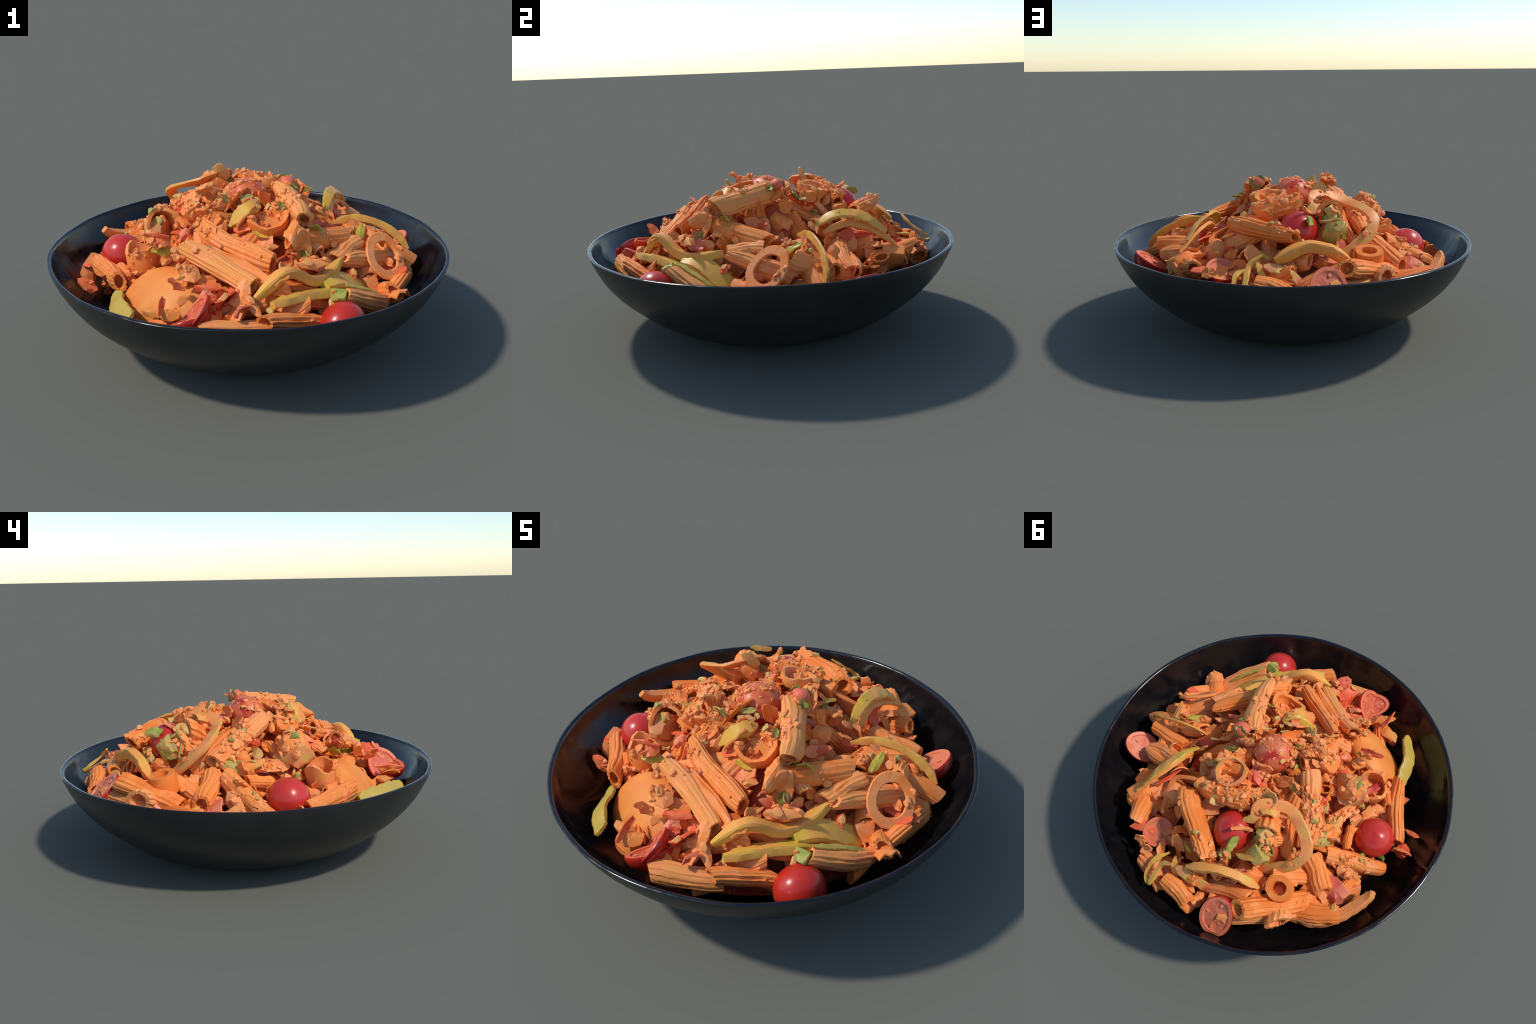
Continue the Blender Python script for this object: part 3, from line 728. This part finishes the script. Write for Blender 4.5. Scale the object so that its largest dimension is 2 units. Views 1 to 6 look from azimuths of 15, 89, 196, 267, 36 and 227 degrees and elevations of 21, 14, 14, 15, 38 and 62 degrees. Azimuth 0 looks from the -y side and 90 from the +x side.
    flake('onion_flake', (0.010, 0.344, 0.669), (-0.019, -0.077, -0.030), (-0.802, -0.037, 0.596), 0.039, 'herb_pale', 0.35, 0.42)
    flake('onion_flake', (0.371, -0.217, 0.646), (-0.049, -0.005, -0.016), (-0.270, 0.765, 0.584), 0.035, 'pepper_yellow', 0.35, 0.42)
    flake('onion_flake', (-0.063, -0.210, 0.749), (0.009, 0.013, -0.041), (-0.233, 0.938, 0.257), 0.036, 'herb_pale', 0.35, 0.42)
    flake('onion_flake', (0.180, 0.070, 0.792), (-0.032, -0.018, 0.027), (-0.303, 0.918, 0.254), 0.036, 'herb_dark', 0.35, 0.42)
    flake('onion_flake', (0.160, 0.147, 0.716), (0.028, 0.028, -0.024), (-0.255, 0.770, 0.584), 0.024, 'herb_dark', 0.35, 0.42)
    flake('onion_flake', (0.015, -0.029, 0.715), (-0.041, -0.003, -0.011), (-0.219, 0.784, 0.581), 0.027, 'onion', 0.35, 0.42)
    flake('onion_flake', (-0.153, 0.052, 0.688), (0.032, 0.034, -0.035), (-0.190, 0.786, 0.588), 0.034, 'pepper_tan', 0.35, 0.42)
    flake('onion_flake', (-0.311, 0.360, 0.670), (-0.041, -0.014, 0.014), (-0.203, 0.932, 0.301), 0.029, 'herb_pale', 0.35, 0.10)
    flake('onion_flake', (-0.229, 0.052, 0.670), (-0.047, -0.006, -0.015), (-0.207, 0.936, 0.286), 0.034, 'herb_pale', 0.35, 0.10)
    flake('onion_flake', (-0.322, 0.377, 0.635), (-0.036, -0.006, -0.007), (-0.200, 0.929, 0.310), 0.024, 'pepper_tan', 0.35, 0.10)
    flake('onion_flake', (-0.366, 0.345, 0.597), (-0.006, 0.008, -0.043), (-0.193, 0.957, 0.217), 0.015, 'herb', 0.35, 0.42)
    flake('onion_flake', (-0.173, -0.163, 0.775), (-0.049, 0.010, -0.030), (-0.179, 0.801, 0.571), 0.035, 'onion', 0.35, 0.42)
    flake('onion_flake', (-0.317, -0.431, 0.623), (-0.062, -0.023, 0.016), (-0.141, 0.798, 0.586), 0.020, 'onion_red', 0.35, 0.42)
    flake('onion_flake', (-0.380, 0.105, 0.596), (-0.045, 0.025, -0.043), (-0.145, 0.783, 0.605), 0.039, 'onion', 0.35, 0.42)
    flake('onion_flake', (0.025, 0.639, 0.515), (-0.035, 0.009, -0.053), (-0.302, 0.887, 0.349), 0.037, 'pepper_tan', 0.35, 0.42)
    flake('onion_flake', (-0.026, 0.633, 0.524), (-0.038, 0.006, -0.021), (-0.239, 0.739, 0.630), 0.010, 'pepper_yellow', 0.35, 0.42)
    flake('onion_flake', (-0.693, 0.197, 0.400), (-0.080, -0.011, 0.003), (-0.069, 0.663, 0.745), 0.063, 'onion_pink', 0.35, 0.42)
    flake('onion_flake', (-0.690, -0.140, 0.383), (-0.050, 0.011, -0.019), (-0.074, 0.775, 0.628), 0.019, 'herb', 0.35, 0.42)
    flake('onion_flake', (-0.772, -0.237, 0.357), (-0.041, 0.001, -0.005), (-0.057, 0.776, 0.628), 0.038, 'onion_red', 0.35, 0.42)
    flake('onion_flake', (-0.480, -0.316, 0.463), (-0.014, -0.016, 0.041), (-0.133, 0.939, 0.317), 0.034, 'onion', 0.35, 0.42)
    flake('onion_flake', (0.302, -0.493, 0.548), (0.002, 0.040, -0.009), (0.786, 0.084, 0.613), 0.033, 'onion', 0.35, 0.42)
    flake('onion_flake', (0.380, -0.365, 0.570), (-0.018, 0.018, 0.021), (0.788, 0.058, 0.613), 0.024, 'herb_dark', 0.35, 0.42)
    flake('onion_flake', (0.417, -0.382, 0.530), (-0.007, 0.046, 0.004), (0.782, 0.062, 0.620), 0.032, 'onion_pink', 0.50, 0.42)
    flake('onion_flake', (-0.136, -0.590, 0.527), (-0.028, -0.000, 0.036), (0.793, 0.095, 0.602), 0.027, 'onion', 0.35, 0.42)
    flake('onion_flake', (-0.105, -0.543, 0.520), (0.001, 0.028, -0.005), (0.792, 0.086, 0.604), 0.019, 'herb_dark', 0.35, 0.42)
    flake('onion_flake', (-0.135, -0.661, 0.504), (-0.024, -0.037, 0.038), (0.789, 0.108, 0.605), 0.023, 'onion_red', 0.35, 0.42)
    flake('onion_flake', (-0.175, -0.760, 0.434), (-0.017, 0.077, 0.006), (0.780, 0.125, 0.613), 0.019, 'onion_red', 0.35, 0.42)
    flake('onion_flake', (0.331, -0.091, 0.620), (0.007, 0.054, -0.008), (0.797, -0.003, 0.603), 0.029, 'onion_red', 0.35, 0.42)
    flake('onion_flake', (0.270, 0.078, 0.685), (0.010, 0.032, -0.018), (0.914, -0.045, 0.403), 0.037, 'onion', 0.35, 0.42)
    flake('onion_flake', (0.305, 0.051, 0.622), (0.023, 0.060, -0.031), (0.841, -0.036, 0.540), 0.048, 'onion', 0.60, 0.42)
    flake('onion_flake', (0.099, 0.253, 0.705), (0.041, 0.007, -0.055), (0.809, -0.075, 0.583), 0.025, 'onion', 0.35, 0.42)
    flake('onion_flake', (0.125, 0.172, 0.703), (-0.005, 0.024, 0.010), (0.809, -0.059, 0.584), 0.017, 'herb_dark', 0.35, 0.42)
    flake('onion_flake', (0.343, 0.213, 0.589), (0.019, 0.020, -0.023), (0.791, -0.070, 0.608), 0.020, 'onion', 0.35, 0.42)
    flake('onion_flake', (0.368, 0.287, 0.555), (-0.002, 0.022, 0.006), (0.785, -0.086, 0.614), 0.024, 'onion', 0.35, 0.42)
    flake('onion_flake', (0.351, 0.453, 0.544), (0.007, 0.072, 0.006), (0.780, -0.121, 0.614), 0.022, 'onion_red', 0.35, 0.42)
    flake('onion_flake', (0.388, 0.373, 0.543), (0.001, 0.040, 0.006), (0.781, -0.105, 0.616), 0.033, 'onion_red', 0.35, 0.42)
    flake('onion_flake', (0.535, 0.299, 0.480), (0.022, 0.028, -0.050), (0.930, -0.110, 0.350), 0.035, 'onion', 0.60, 0.42)
    flake('onion_flake', (0.387, 0.493, 0.467), (-0.036, 0.013, 0.047), (0.768, -0.129, 0.627), 0.022, 'onion', 0.35, 0.42)
    flake('onion_flake', (0.733, -0.043, 0.392), (0.077, 0.016, 0.030), (-0.397, 0.241, 0.885), 0.041, 'onion_red', 0.35, 0.42)
    flake('onion_flake', (0.762, -0.214, 0.367), (0.029, -0.056, 0.030), (-0.396, 0.269, 0.878), 0.056, 'onion', 0.35, 0.42)
    flake('onion_flake', (-0.028, 0.146, 0.697), (0.017, -0.051, 0.015), (-0.242, 0.196, 0.950), 0.037, 'onion_pink', 0.35, 0.42)
    flake('onion_flake', (-0.013, 0.110, 0.699), (-0.059, 0.004, -0.016), (-0.244, 0.201, 0.949), 0.028, 'onion', 0.35, 0.42)
    flake('onion_flake', (0.243, 0.268, 0.597), (-0.035, 0.056, -0.020), (-0.279, 0.167, 0.946), 0.039, 'onion', 0.35, 0.42)
    flake('onion_flake', (0.186, 0.235, 0.642), (0.029, -0.006, 0.009), (-0.273, 0.175, 0.946), 0.017, 'herb', 0.35, 0.42)
    flake('onion_flake', (-0.088, -0.041, 0.720), (0.034, -0.016, 0.012), (-0.230, 0.228, 0.946), 0.026, 'herb', 0.35, 0.42)
    flake('onion_flake', (-0.464, -0.010, 0.549), (-0.019, 0.059, -0.017), (-0.161, 0.219, 0.962), 0.034, 'pepper_tan', 0.35, 0.42)
    flake('onion_flake', (-0.465, 0.076, 0.566), (0.003, -0.054, 0.012), (-0.162, 0.206, 0.965), 0.017, 'herb', 0.35, 0.42)
    flake('onion_flake', (-0.339, -0.299, 0.508), (0.022, -0.021, 0.010), (-0.176, 0.260, 0.950), 0.022, 'herb_pale', 0.35, 0.42)
    flake('onion_flake', (-0.341, -0.029, 0.633), (-0.033, -0.014, -0.003), (-0.185, 0.225, 0.957), 0.026, 'onion_red', 0.35, 0.42)
    flake('onion_flake', (-0.284, -0.246, 0.589), (-0.035, -0.020, -0.002), (-0.189, 0.256, 0.948), 0.025, 'onion_red', 0.35, 0.42)
    flake('onion_flake', (-0.398, 0.027, 0.584), (-0.037, 0.029, -0.013), (-0.174, 0.214, 0.961), 0.024, 'pepper_tan', 0.35, 0.42)
    flake('onion_flake', (0.080, -0.670, 0.460), (0.018, 0.075, 0.002), (-0.809, 0.171, 0.562), 0.062, 'onion_red', 0.50, 0.42)
    flake('onion_flake', (0.004, -0.662, 0.456), (-0.032, -0.016, 0.009), (0.412, -0.387, 0.825), 0.039, 'onion_pink', 0.50, 0.42)
    flake('onion_flake', (0.020, -0.660, 0.450), (-0.002, 0.013, 0.009), (0.458, -0.435, 0.775), 0.023, 'onion_red', 0.50, 0.42)
    flake('onion_flake', (-0.235, 0.235, 0.748), (0.024, 0.039, 0.016), (0.422, -0.547, 0.722), 0.046, 'pepper_tan', 0.60, 0.42)
    flake('onion_flake', (-0.225, 0.210, 0.735), (-0.029, 0.001, 0.022), (0.467, -0.602, 0.648), 0.038, 'onion_pink', 0.50, 0.42)
    flake('onion_flake', (-0.200, 0.220, 0.760), (0.022, -0.009, -0.024), (0.463, -0.608, 0.645), 0.021, 'onion', 0.35, 0.42)
    flake('onion_flake', (-0.200, 0.200, 0.770), (-0.033, -0.023, 0.036), (-0.214, 0.897, 0.387), 0.042, 'herb_pale', 0.50, 0.42)
    flake('onion_flake', (0.440, 0.663, 0.432), (0.003, -0.009, 0.035), (-0.412, 0.873, 0.262), 0.033, 'onion', 0.35, 0.42)
    flake('onion_flake', (0.406, 0.677, 0.418), (0.023, -0.003, 0.042), (-0.405, 0.874, 0.267), 0.022, 'onion', 0.35, 0.42)
    flake('onion_flake', (0.206, 0.768, 0.448), (0.026, 0.019, -0.015), (-0.335, 0.813, 0.477), 0.028, 'onion', 0.60, 0.42)
    flake('onion_flake', (0.139, 0.773, 0.454), (-0.034, -0.007, -0.010), (-0.320, 0.818, 0.477), 0.034, 'onion', 0.50, 0.42)
    flake('onion_flake', (0.231, 0.699, 0.453), (-0.073, -0.068, -0.011), (-0.210, 0.071, 0.975), 0.035, 'onion_red', 0.35, 0.42)
    flake('onion_flake', (0.481, 0.475, 0.403), (0.067, 0.037, 0.015), (-0.279, 0.115, 0.953), 0.035, 'onion', 0.35, 0.42)
    flake('onion_flake', (0.051, 0.226, 0.720), (0.079, 0.044, -0.031), (-0.252, 0.815, 0.522), 0.044, 'onion', 0.50, 0.42)
    flake('onion_flake', (-0.138, -0.767, 0.411), (0.051, 0.045, -0.006), (0.380, -0.307, 0.872), 0.035, 'pepper_orange', 0.30, 0.42)
    flake('onion_flake', (-0.090, -0.069, 0.726), (-0.005, 0.021, 0.045), (-0.837, -0.523, 0.157), 0.033, 'onion', 0.45, 0.60)
    flake('onion_flake', (0.095, -0.062, 0.722), (-0.018, -0.023, 0.047), (0.876, -0.467, 0.117), 0.036, 'onion', 0.45, 0.60)
    flake('onion_flake', (-0.037, 0.088, 0.728), (0.051, 0.020, -0.004), (-0.346, 0.922, 0.173), 0.036, 'onion', 0.45, 0.60)
    flake('onion_flake', (0.006, -0.119, 0.721), (-0.039, -0.001, 0.010), (0.055, -0.992, 0.110), 0.026, 'herb_pale', 0.45, 0.60)

    # --- onion_strip
    strip('onion_strip', [(-0.336, 0.168, 0.704), (-0.280, 0.202, 0.697), (-0.236, 0.254, 0.717), (-0.207, 0.302, 0.745)], 0.035, 0.012, (0.300, -0.300, 1.000), 'pasta', 1)
    strip('onion_strip', [(-0.253, 0.365, 0.702), (-0.217, 0.380, 0.690), (-0.188, 0.418, 0.707), (-0.184, 0.448, 0.736)], 0.020, 0.014, (0.300, -0.300, 1.000), 'pasta', 1)
    strip('onion_strip', [(-0.449, -0.424, 0.477), (-0.424, -0.254, 0.469), (-0.404, -0.139, 0.528)], 0.040, 0.014, (0.000, 0.500, 0.500), 'pepper_blush', 1)
    strip('onion_strip', [(0.070, 0.520, 0.545), (0.070, 0.560, 0.490), (0.075, 0.600, 0.420)], 0.050, 0.014, (0.000, 1.000, 0.500), 'pasta', 1)
    strip('onion_strip', [(0.112, 0.339, 0.662), (0.306, 0.421, 0.558), (0.276, 0.528, 0.506), (0.222, 0.601, 0.503)], 0.025, 0.010, (0.000, 0.000, 1.000), 'pasta', 1)

    # --- squash_ring
    ring('squash_ring', (-0.513, 0.420, 0.482), (-0.100, 0.250, 1.000), 0.068, 0.030, 0.095, 'pasta', 1.00)

    # --- onion_ring
    ring('onion_ring', (0.695, -0.035, 0.470), (0.610, -0.470, 0.640), 0.105, 0.036, 0.016, 'onion', 1.20)

    # --- vegetable_shell
    cup('vegetable_shell', (-0.424, -0.352, 0.446), (-0.150, 0.100, 1.000), 0.078, 0.160, 'pasta', 1.15, (1.000, -0.600, 0.000))
    cup('vegetable_shell', (-0.388, -0.203, 0.585), (0.550, -0.750, 0.300), 0.085, 0.120, 'pasta', 1.20, (0.000, 0.000, 1.000))
    cup('vegetable_shell', (0.049, 0.235, 0.721), (0.100, 0.250, 1.000), 0.085, 0.075, 'pasta', 1.00, (1.000, 0.000, 0.000))
    cup('vegetable_shell', (0.173, -0.261, 0.656), (-0.100, -0.200, 1.000), 0.085, 0.090, 'pasta', 1.20, (1.000, 0.000, 0.000))
    cup('vegetable_shell', (-0.440, 0.046, 0.563), (0.500, -0.600, 0.500), 0.045, 0.050, 'pasta', 1.00, (1.000, 0.000, 0.000))

    # --- squash_slice
    chunk('squash_slice', (-0.240, -0.550, 0.360), (0.225, 0.175, 0.085), 'pepper_orange', 0.12, 3)

    # --- squash_ball
    chunk('squash_ball', (0.280, 0.469, 0.463), (0.068, 0.068, 0.085), 'pasta', 0.08, 4)

    # --- bean
    chunk('bean', (0.190, 0.045, 0.785), (0.045, 0.040, 0.036), 'onion_pink', 0.05, 5)


# ------------------------------------------------------------------ bowl
def build_bowl():
    zs = np.concatenate([[0, 0.004, 0.012, 0.025], np.linspace(0.045, BOWL_HEIGHT - 0.012, 16)])
    prof = [(FOOT_RADIUS * 0.9, 0.006, 0), (FOOT_RADIUS * 0.92, 0.0, 0)]
    prof += [(float(bowl_outer(z)) if z > 0 else FOOT_RADIUS * 1.02, float(z), 0) for z in zs]
    lip = BOWL_RADIUS - 0.001
    prof += [(lip, BOWL_HEIGHT - 0.004, 2), (lip - 0.004, BOWL_HEIGHT, 2), (lip - 0.016, BOWL_HEIGHT - 0.0005, 2), (lip - 0.021, BOWL_HEIGHT - 0.006, 1)]
    prof += [(float(bowl_inner(z)), float(z), 1) for z in np.linspace(BOWL_HEIGHT - 0.02, 0.05, 16)]
    prof += [(0.40, 0.040, 1), (0.2, 0.036, 1), (0.01, 0.036, 1)]
    m = 88
    a = np.arange(m) * 2 * np.pi / m
    dent = sum(k * np.sin(f * a + p) for k, f, p in ((0.0012, 3, 1.0), (0.0014, 7, 2.2), (0.0010, 11, 0.4), (0.0008, 19, 3.0)))
    rise = sum(k * np.sin(f * a + p) for k, f, p in ((0.0014, 2, 0.5), (0.0014, 5, 2.0), (0.0010, 13, 1.0)))
    V = []
    for r, z, s in prof:
        for j in range(m):
            k = z / BOWL_HEIGHT
            V.append((r * (1 + dent[j] * k) * math.cos(a[j]), r * (1 + dent[j] * k) * math.sin(a[j]), z + rise[j] * k))
    V = np.array(V)
    V[:, :2] = np.clip(V[:, :2], -1.0, 1.0)
    F = grid_faces(len(prof), m)
    slots = [1 if prof[i + 1][2] >= 1 and prof[i][2] >= 1 else 0 for i in range(len(prof) - 1) for j in range(m)]
    F.append(tuple(range(m))[::-1]); slots.append(0)
    F.append(tuple(range((len(prof) - 1) * m, len(prof) * m))); slots.append(1)
    ob = mesh_object("serving_bowl", V, F, ["glaze_out", "glaze_in"], slots, sharp=50, at=(0, 0, 0))
    ob.parent = None
    ob["label"], ob["category"] = "wide shallow dark charcoal glazed ceramic bowl", "bowl"
    return ob


# ------------------------------------------------------------------ what lies beneath
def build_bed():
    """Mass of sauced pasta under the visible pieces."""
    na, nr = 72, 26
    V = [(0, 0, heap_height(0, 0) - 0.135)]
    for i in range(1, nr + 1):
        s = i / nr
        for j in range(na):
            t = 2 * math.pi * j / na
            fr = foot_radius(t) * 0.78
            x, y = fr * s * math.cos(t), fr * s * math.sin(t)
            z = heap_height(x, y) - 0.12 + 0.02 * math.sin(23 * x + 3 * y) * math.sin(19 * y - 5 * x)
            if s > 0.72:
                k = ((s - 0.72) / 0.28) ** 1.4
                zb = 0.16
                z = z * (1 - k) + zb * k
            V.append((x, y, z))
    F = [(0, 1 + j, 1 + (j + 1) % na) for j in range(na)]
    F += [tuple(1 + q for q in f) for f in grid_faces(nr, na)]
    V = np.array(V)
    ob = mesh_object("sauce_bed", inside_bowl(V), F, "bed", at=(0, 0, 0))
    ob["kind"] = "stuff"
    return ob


def in_foot(x, y, k=1.0):
    return math.hypot(x, y) < foot_radius(math.atan2(y, x)) * k


def scatter_points(n, gap, k, g):
    P, tries = [], 0
    while len(P) < n and tries < 40 * n:
        tries += 1
        x, y = g.uniform(-0.95, 0.95, 2)
        if in_foot(x, y, k) and all((x - q[0]) ** 2 + (y - q[1]) ** 2 > gap * gap for q in P):
            P.append((x, y))
    return P


def surface_normal(x, y, h=0.05):
    dx = (heap_height(x + h, y) - heap_height(x - h, y)) / (2 * h)
    dy = (heap_height(x, y + h) - heap_height(x, y - h)) / (2 * h)
    return unit((-dx, -dy, 1))


def fill_between():
    """Penne and flakes that show only in the gaps; they share a few meshes."""
    g = np.random.default_rng(5)
    variants = []
    for i in range(6):
        V, F = penne_mesh((-0.17, 0, 0), (0.17, 0, 0), 0.05, g.uniform(-0.05, 0.1))
        ob = mesh_object("penne", V, F, "pasta", sharp=24, at=(0, 0, 0))
        variants.append(ob.data)
        bpy.data.objects.remove(ob)
    for x, y in scatter_points(70, 0.14, 0.90, g):
        n, rho = surface_normal(x, y), math.hypot(x, y)
        t = g.uniform(0, 2 * math.pi)
        z = heap_height(x, y) - 0.095
        if rho > 0.55:                                   # near the wall they lie along it
            t = math.atan2(y, x) + g.uniform(-0.5, 0.5)
            z = max(z, 0.25 + 0.35 * (rho - 0.55))
        u = unit(np.cross(n, (math.cos(t), math.sin(t), 0)))
        ends = [np.array([x, y, z]) + u * q for q in (-0.17, 0, 0.17)]
        if any(np.hypot(e[0], e[1]) > float(bowl_inner(min(max(e[2] - 0.03, 0.04), 0.46))) - 0.045 for e in ends):
            continue
        ob = bpy.data.objects.new("penne", variants[int(g.integers(6))])
        ob.location = (x, y, z)
        ob.rotation_euler = Vector(u).to_track_quat("X", "Z").to_euler()
        ob.parent = SALAD
        bpy.context.collection.objects.link(ob)
        PIECES.append((ob, "penne"))
    leaf = {}
    for mat, cnt in (("onion", 5), ("onion_red", 2), ("herb_pale", 2), ("onion_pink", 1)):
        for i in range(cnt):
            V, F = flake_mesh((g.uniform(0.035, 0.06), 0, 0), (0, 0, 1), g.uniform(0.022, 0.04), 0.5, 0.5, g)
            ob = mesh_object("onion_flake", V, F, mat, sharp=22, at=(0, 0, 0))
            leaf.setdefault(mat, []).append(ob.data)
            bpy.data.objects.remove(ob)
    for i, (x, y) in enumerate(scatter_points(150, 0.07, 0.86, g)):
        if math.hypot(x + 0.27, y + 0.57) < 0.17:
            continue
        n = unit(surface_normal(x, y) + 0.55 * g.standard_normal(3))
        mat = g.choice(["onion", "onion_red", "herb_pale", "onion_pink"], p=[0.80, 0.07, 0.07, 0.06])
        ob = bpy.data.objects.new("onion_flake", leaf[mat][int(g.integers(len(leaf[mat])))])
        ob.location = (x, y, heap_height(x, y) - g.uniform(0.015, 0.085))
        q = Vector(n).to_track_quat("Z", "Y")
        e = q.to_euler(); ob.rotation_euler = e
        ob.rotation_euler.rotate_axis("Z", g.uniform(0, 6.28))
        k = g.uniform(0.7, 1.2); ob.scale = (k, k, k)
        ob.parent = SALAD
        bpy.context.collection.objects.link(ob)
        PIECES.append((ob, "onion_flake"))


def torn_sheets():
    """Larger torn scraps that drape from piece to piece over the gaps."""
    g = np.random.default_rng(31)
    for x, y in scatter_points(55, 0.12, 0.86, g):
        if heap_height(x, y) > 0.70 or math.hypot(x + 0.27, y + 0.57) < 0.2:     # not on the crown or the big slice
            continue
        n = unit(surface_normal(x, y) + 0.30 * g.standard_normal(3))
        t = g.uniform(0, 2 * math.pi)
        a = np.cross(n, (math.cos(t), math.sin(t), 0.3))
        V, F = flake_mesh(unit(a) * g.uniform(0.055, 0.10), n, g.uniform(0.035, 0.06), 0.4, 0.6, g)
        p = np.array([x, y, heap_height(x, y) - g.uniform(0.02, 0.075)])
        add("torn_onion", p + V, F, "onion_red" if g.uniform() < 0.06 else "onion", sharp=20)


# ------------------------------------------------------------------ crumbs of sauce and chopped herbs
def heap_tree():
    V, F, K = [], [], []
    bpy.context.view_layer.update()
    for ob, kind in PIECES:
        base, mw = len(V), ob.matrix_world
        V.extend(mw @ v.co for v in ob.data.vertices)
        F.extend([base + i for i in p.vertices] for p in ob.data.polygons)
        clean = ob.data.materials[0].name.startswith(("tomato_skin", "yellow_pepper", "orange_pepper", "green_pepper", "blush", "tan"))
        K.extend([0.0 if ob.data.materials[0].name == "tomato_skin" or kind in ("bean", "squash_ball") else 0.1 if clean else BITS.get(ob.name, 0.35 if kind == "penne" else 0.8)] * len(ob.data.polygons))
    return BVHTree.FromPolygons(V, F), K


def crumb_shape(g, rx, ry, rz):
    S, F = sphere_points(6, 4)
    S = S * (1 + g.uniform(-0.3, 0.3, (len(S), 1)))
    for _ in range(4):
        d = unit(g.standard_normal(3)); S = S - np.outer(np.maximum(0, S @ d - g.uniform(0.35, 0.8)), d)
    return S * (rx, ry, rz), F


def scatter_crumbs():
    g = np.random.default_rng(11)
    tree, clean = heap_tree()
    small = {"crumb": ([], [])}
    big = [crumb_shape(g, 1.0, g.uniform(0.5, 0.9), g.uniform(0.3, 0.6)) for _ in range(8)]
    meshes = []
    for i, (V, F) in enumerate(big):
        ob = mesh_object("sauce_crumb", V * 0.02, F, ["crumb", "crumb", "crumb", "crumb", "crumb", "herb_pale", "crumb", "crumb"][i], sharp=15, at=(0, 0, 0))
        meshes.append(ob.data); bpy.data.objects.remove(ob)
    made = tries = 0
    while made < 1000 and tries < 20000:
        tries += 1
        r, t = g.uniform(0, 1) ** 0.62 * 0.9, g.uniform(0, 2 * math.pi)
        if g.uniform() < 0.35:                               # more of them on the crown of the heap
            r *= 0.55
        x, y = r * math.cos(t) - 0.02, r * math.sin(t)
        if not in_foot(x, y, 1.0):
            continue
        d = unit((g.uniform(-0.2, 1.0), g.uniform(-0.2, 1.0), -1))
        o = np.array([x, y, 0.4]) - d * 1.2
        loc, nor, idx, _ = tree.ray_cast(Vector(o), Vector(d))
        if loc is None or g.uniform() > clean[idx] or math.hypot(loc.x, loc.y) > 0.93:
            continue
        n = unit(np.array(nor)) * (1 if nor.dot(Vector(d)) < 0 else -1)
        # clumps: crumbs gather in some places and leave others bare
        if math.sin(21 * loc.x + 4) + math.sin(24 * loc.y) + math.sin(17 * (loc.x - loc.y) + 1) + 2.2 * (0.45 - math.hypot(loc.x, loc.y)) < g.uniform(-0.2, 1.0):
            continue
        made += 1
        size = 0.005 + 0.022 * g.uniform() ** 2.4
        P = np.array(loc) + n * size * 0.25
        if size > 0.0115 and made % 2:
            ob = bpy.data.objects.new("sauce_crumb", meshes[int(g.integers(8))])
            ob.location = P
            ob.rotation_euler = Vector(n).to_track_quat("Z", "Y").to_euler()
            ob.rotation_euler.rotate_axis("Z", g.uniform(0, 6.28))
            k = size / 0.02 * 1.05; ob.scale = (k, k, k)
            ob.parent = SALAD
            bpy.context.collection.objects.link(ob)
            continue
        S, F = crumb_shape(g, size, size * g.uniform(0.5, 0.9), size * g.uniform(0.35, 0.8))
        x_, y_, _ = frame(n, unit(g.standard_normal(3)))
        VV, FF = small["crumb"]
        b = len(VV)
        VV.extend(P + S[:, :1] * x_ + S[:, 1:2] * y_ + S[:, 2:] * n)
        FF.extend(tuple(b + i for i in f) for f in F)
    crown = next(o for o, k in PIECES if k == "cherry_tomato" and o.location.z > 0.65)
    for i in range(46):                                      # slivers stuck to the top tomato
        n = unit(g.standard_normal(3) + np.array([0, 0, 0.9]))
        loc, nor, idx, _ = tree.ray_cast(crown.location + Vector(n) * 0.25, -Vector(n))
        if loc is None or (loc - crown.location).length > 0.112:
            continue
        size = g.uniform(0.007, 0.016)
        S, F = crumb_shape(g, size, size * 0.36, size * 0.3)
        x_, y_, _ = frame(n, unit(g.standard_normal(3)))
        VV, FF = small["crumb"]; b = len(VV)
        VV.extend(np.array(loc) + n * 0.002 + S[:, :1] * x_ + S[:, 1:2] * y_ + S[:, 2:] * n)
        FF.extend(tuple(b + q for q in f) for f in F)
    VV, FF = small["crumb"]
    ob = mesh_object("crumb_sprinkle", inside_bowl(np.array(VV)), FF, "crumb", sharp=15, at=(0, 0, 0))
    ob["kind"] = "stuff"


def main():
    global SALAD
    build_materials()
    build_bowl()
    SALAD = bpy.data.objects.new("pasta_salad", None)
    SALAD.empty_display_size = 0.1
    bpy.context.collection.objects.link(SALAD)
    SALAD["label"] = "heaped orange penne salad with tomatoes, peppers and onion"
    SALAD["category"] = "pasta salad"
    build_bed()
    place_pieces()
    fill_between()
    torn_sheets()
    scatter_crumbs()
    bpy.context.view_layer.update()


main()
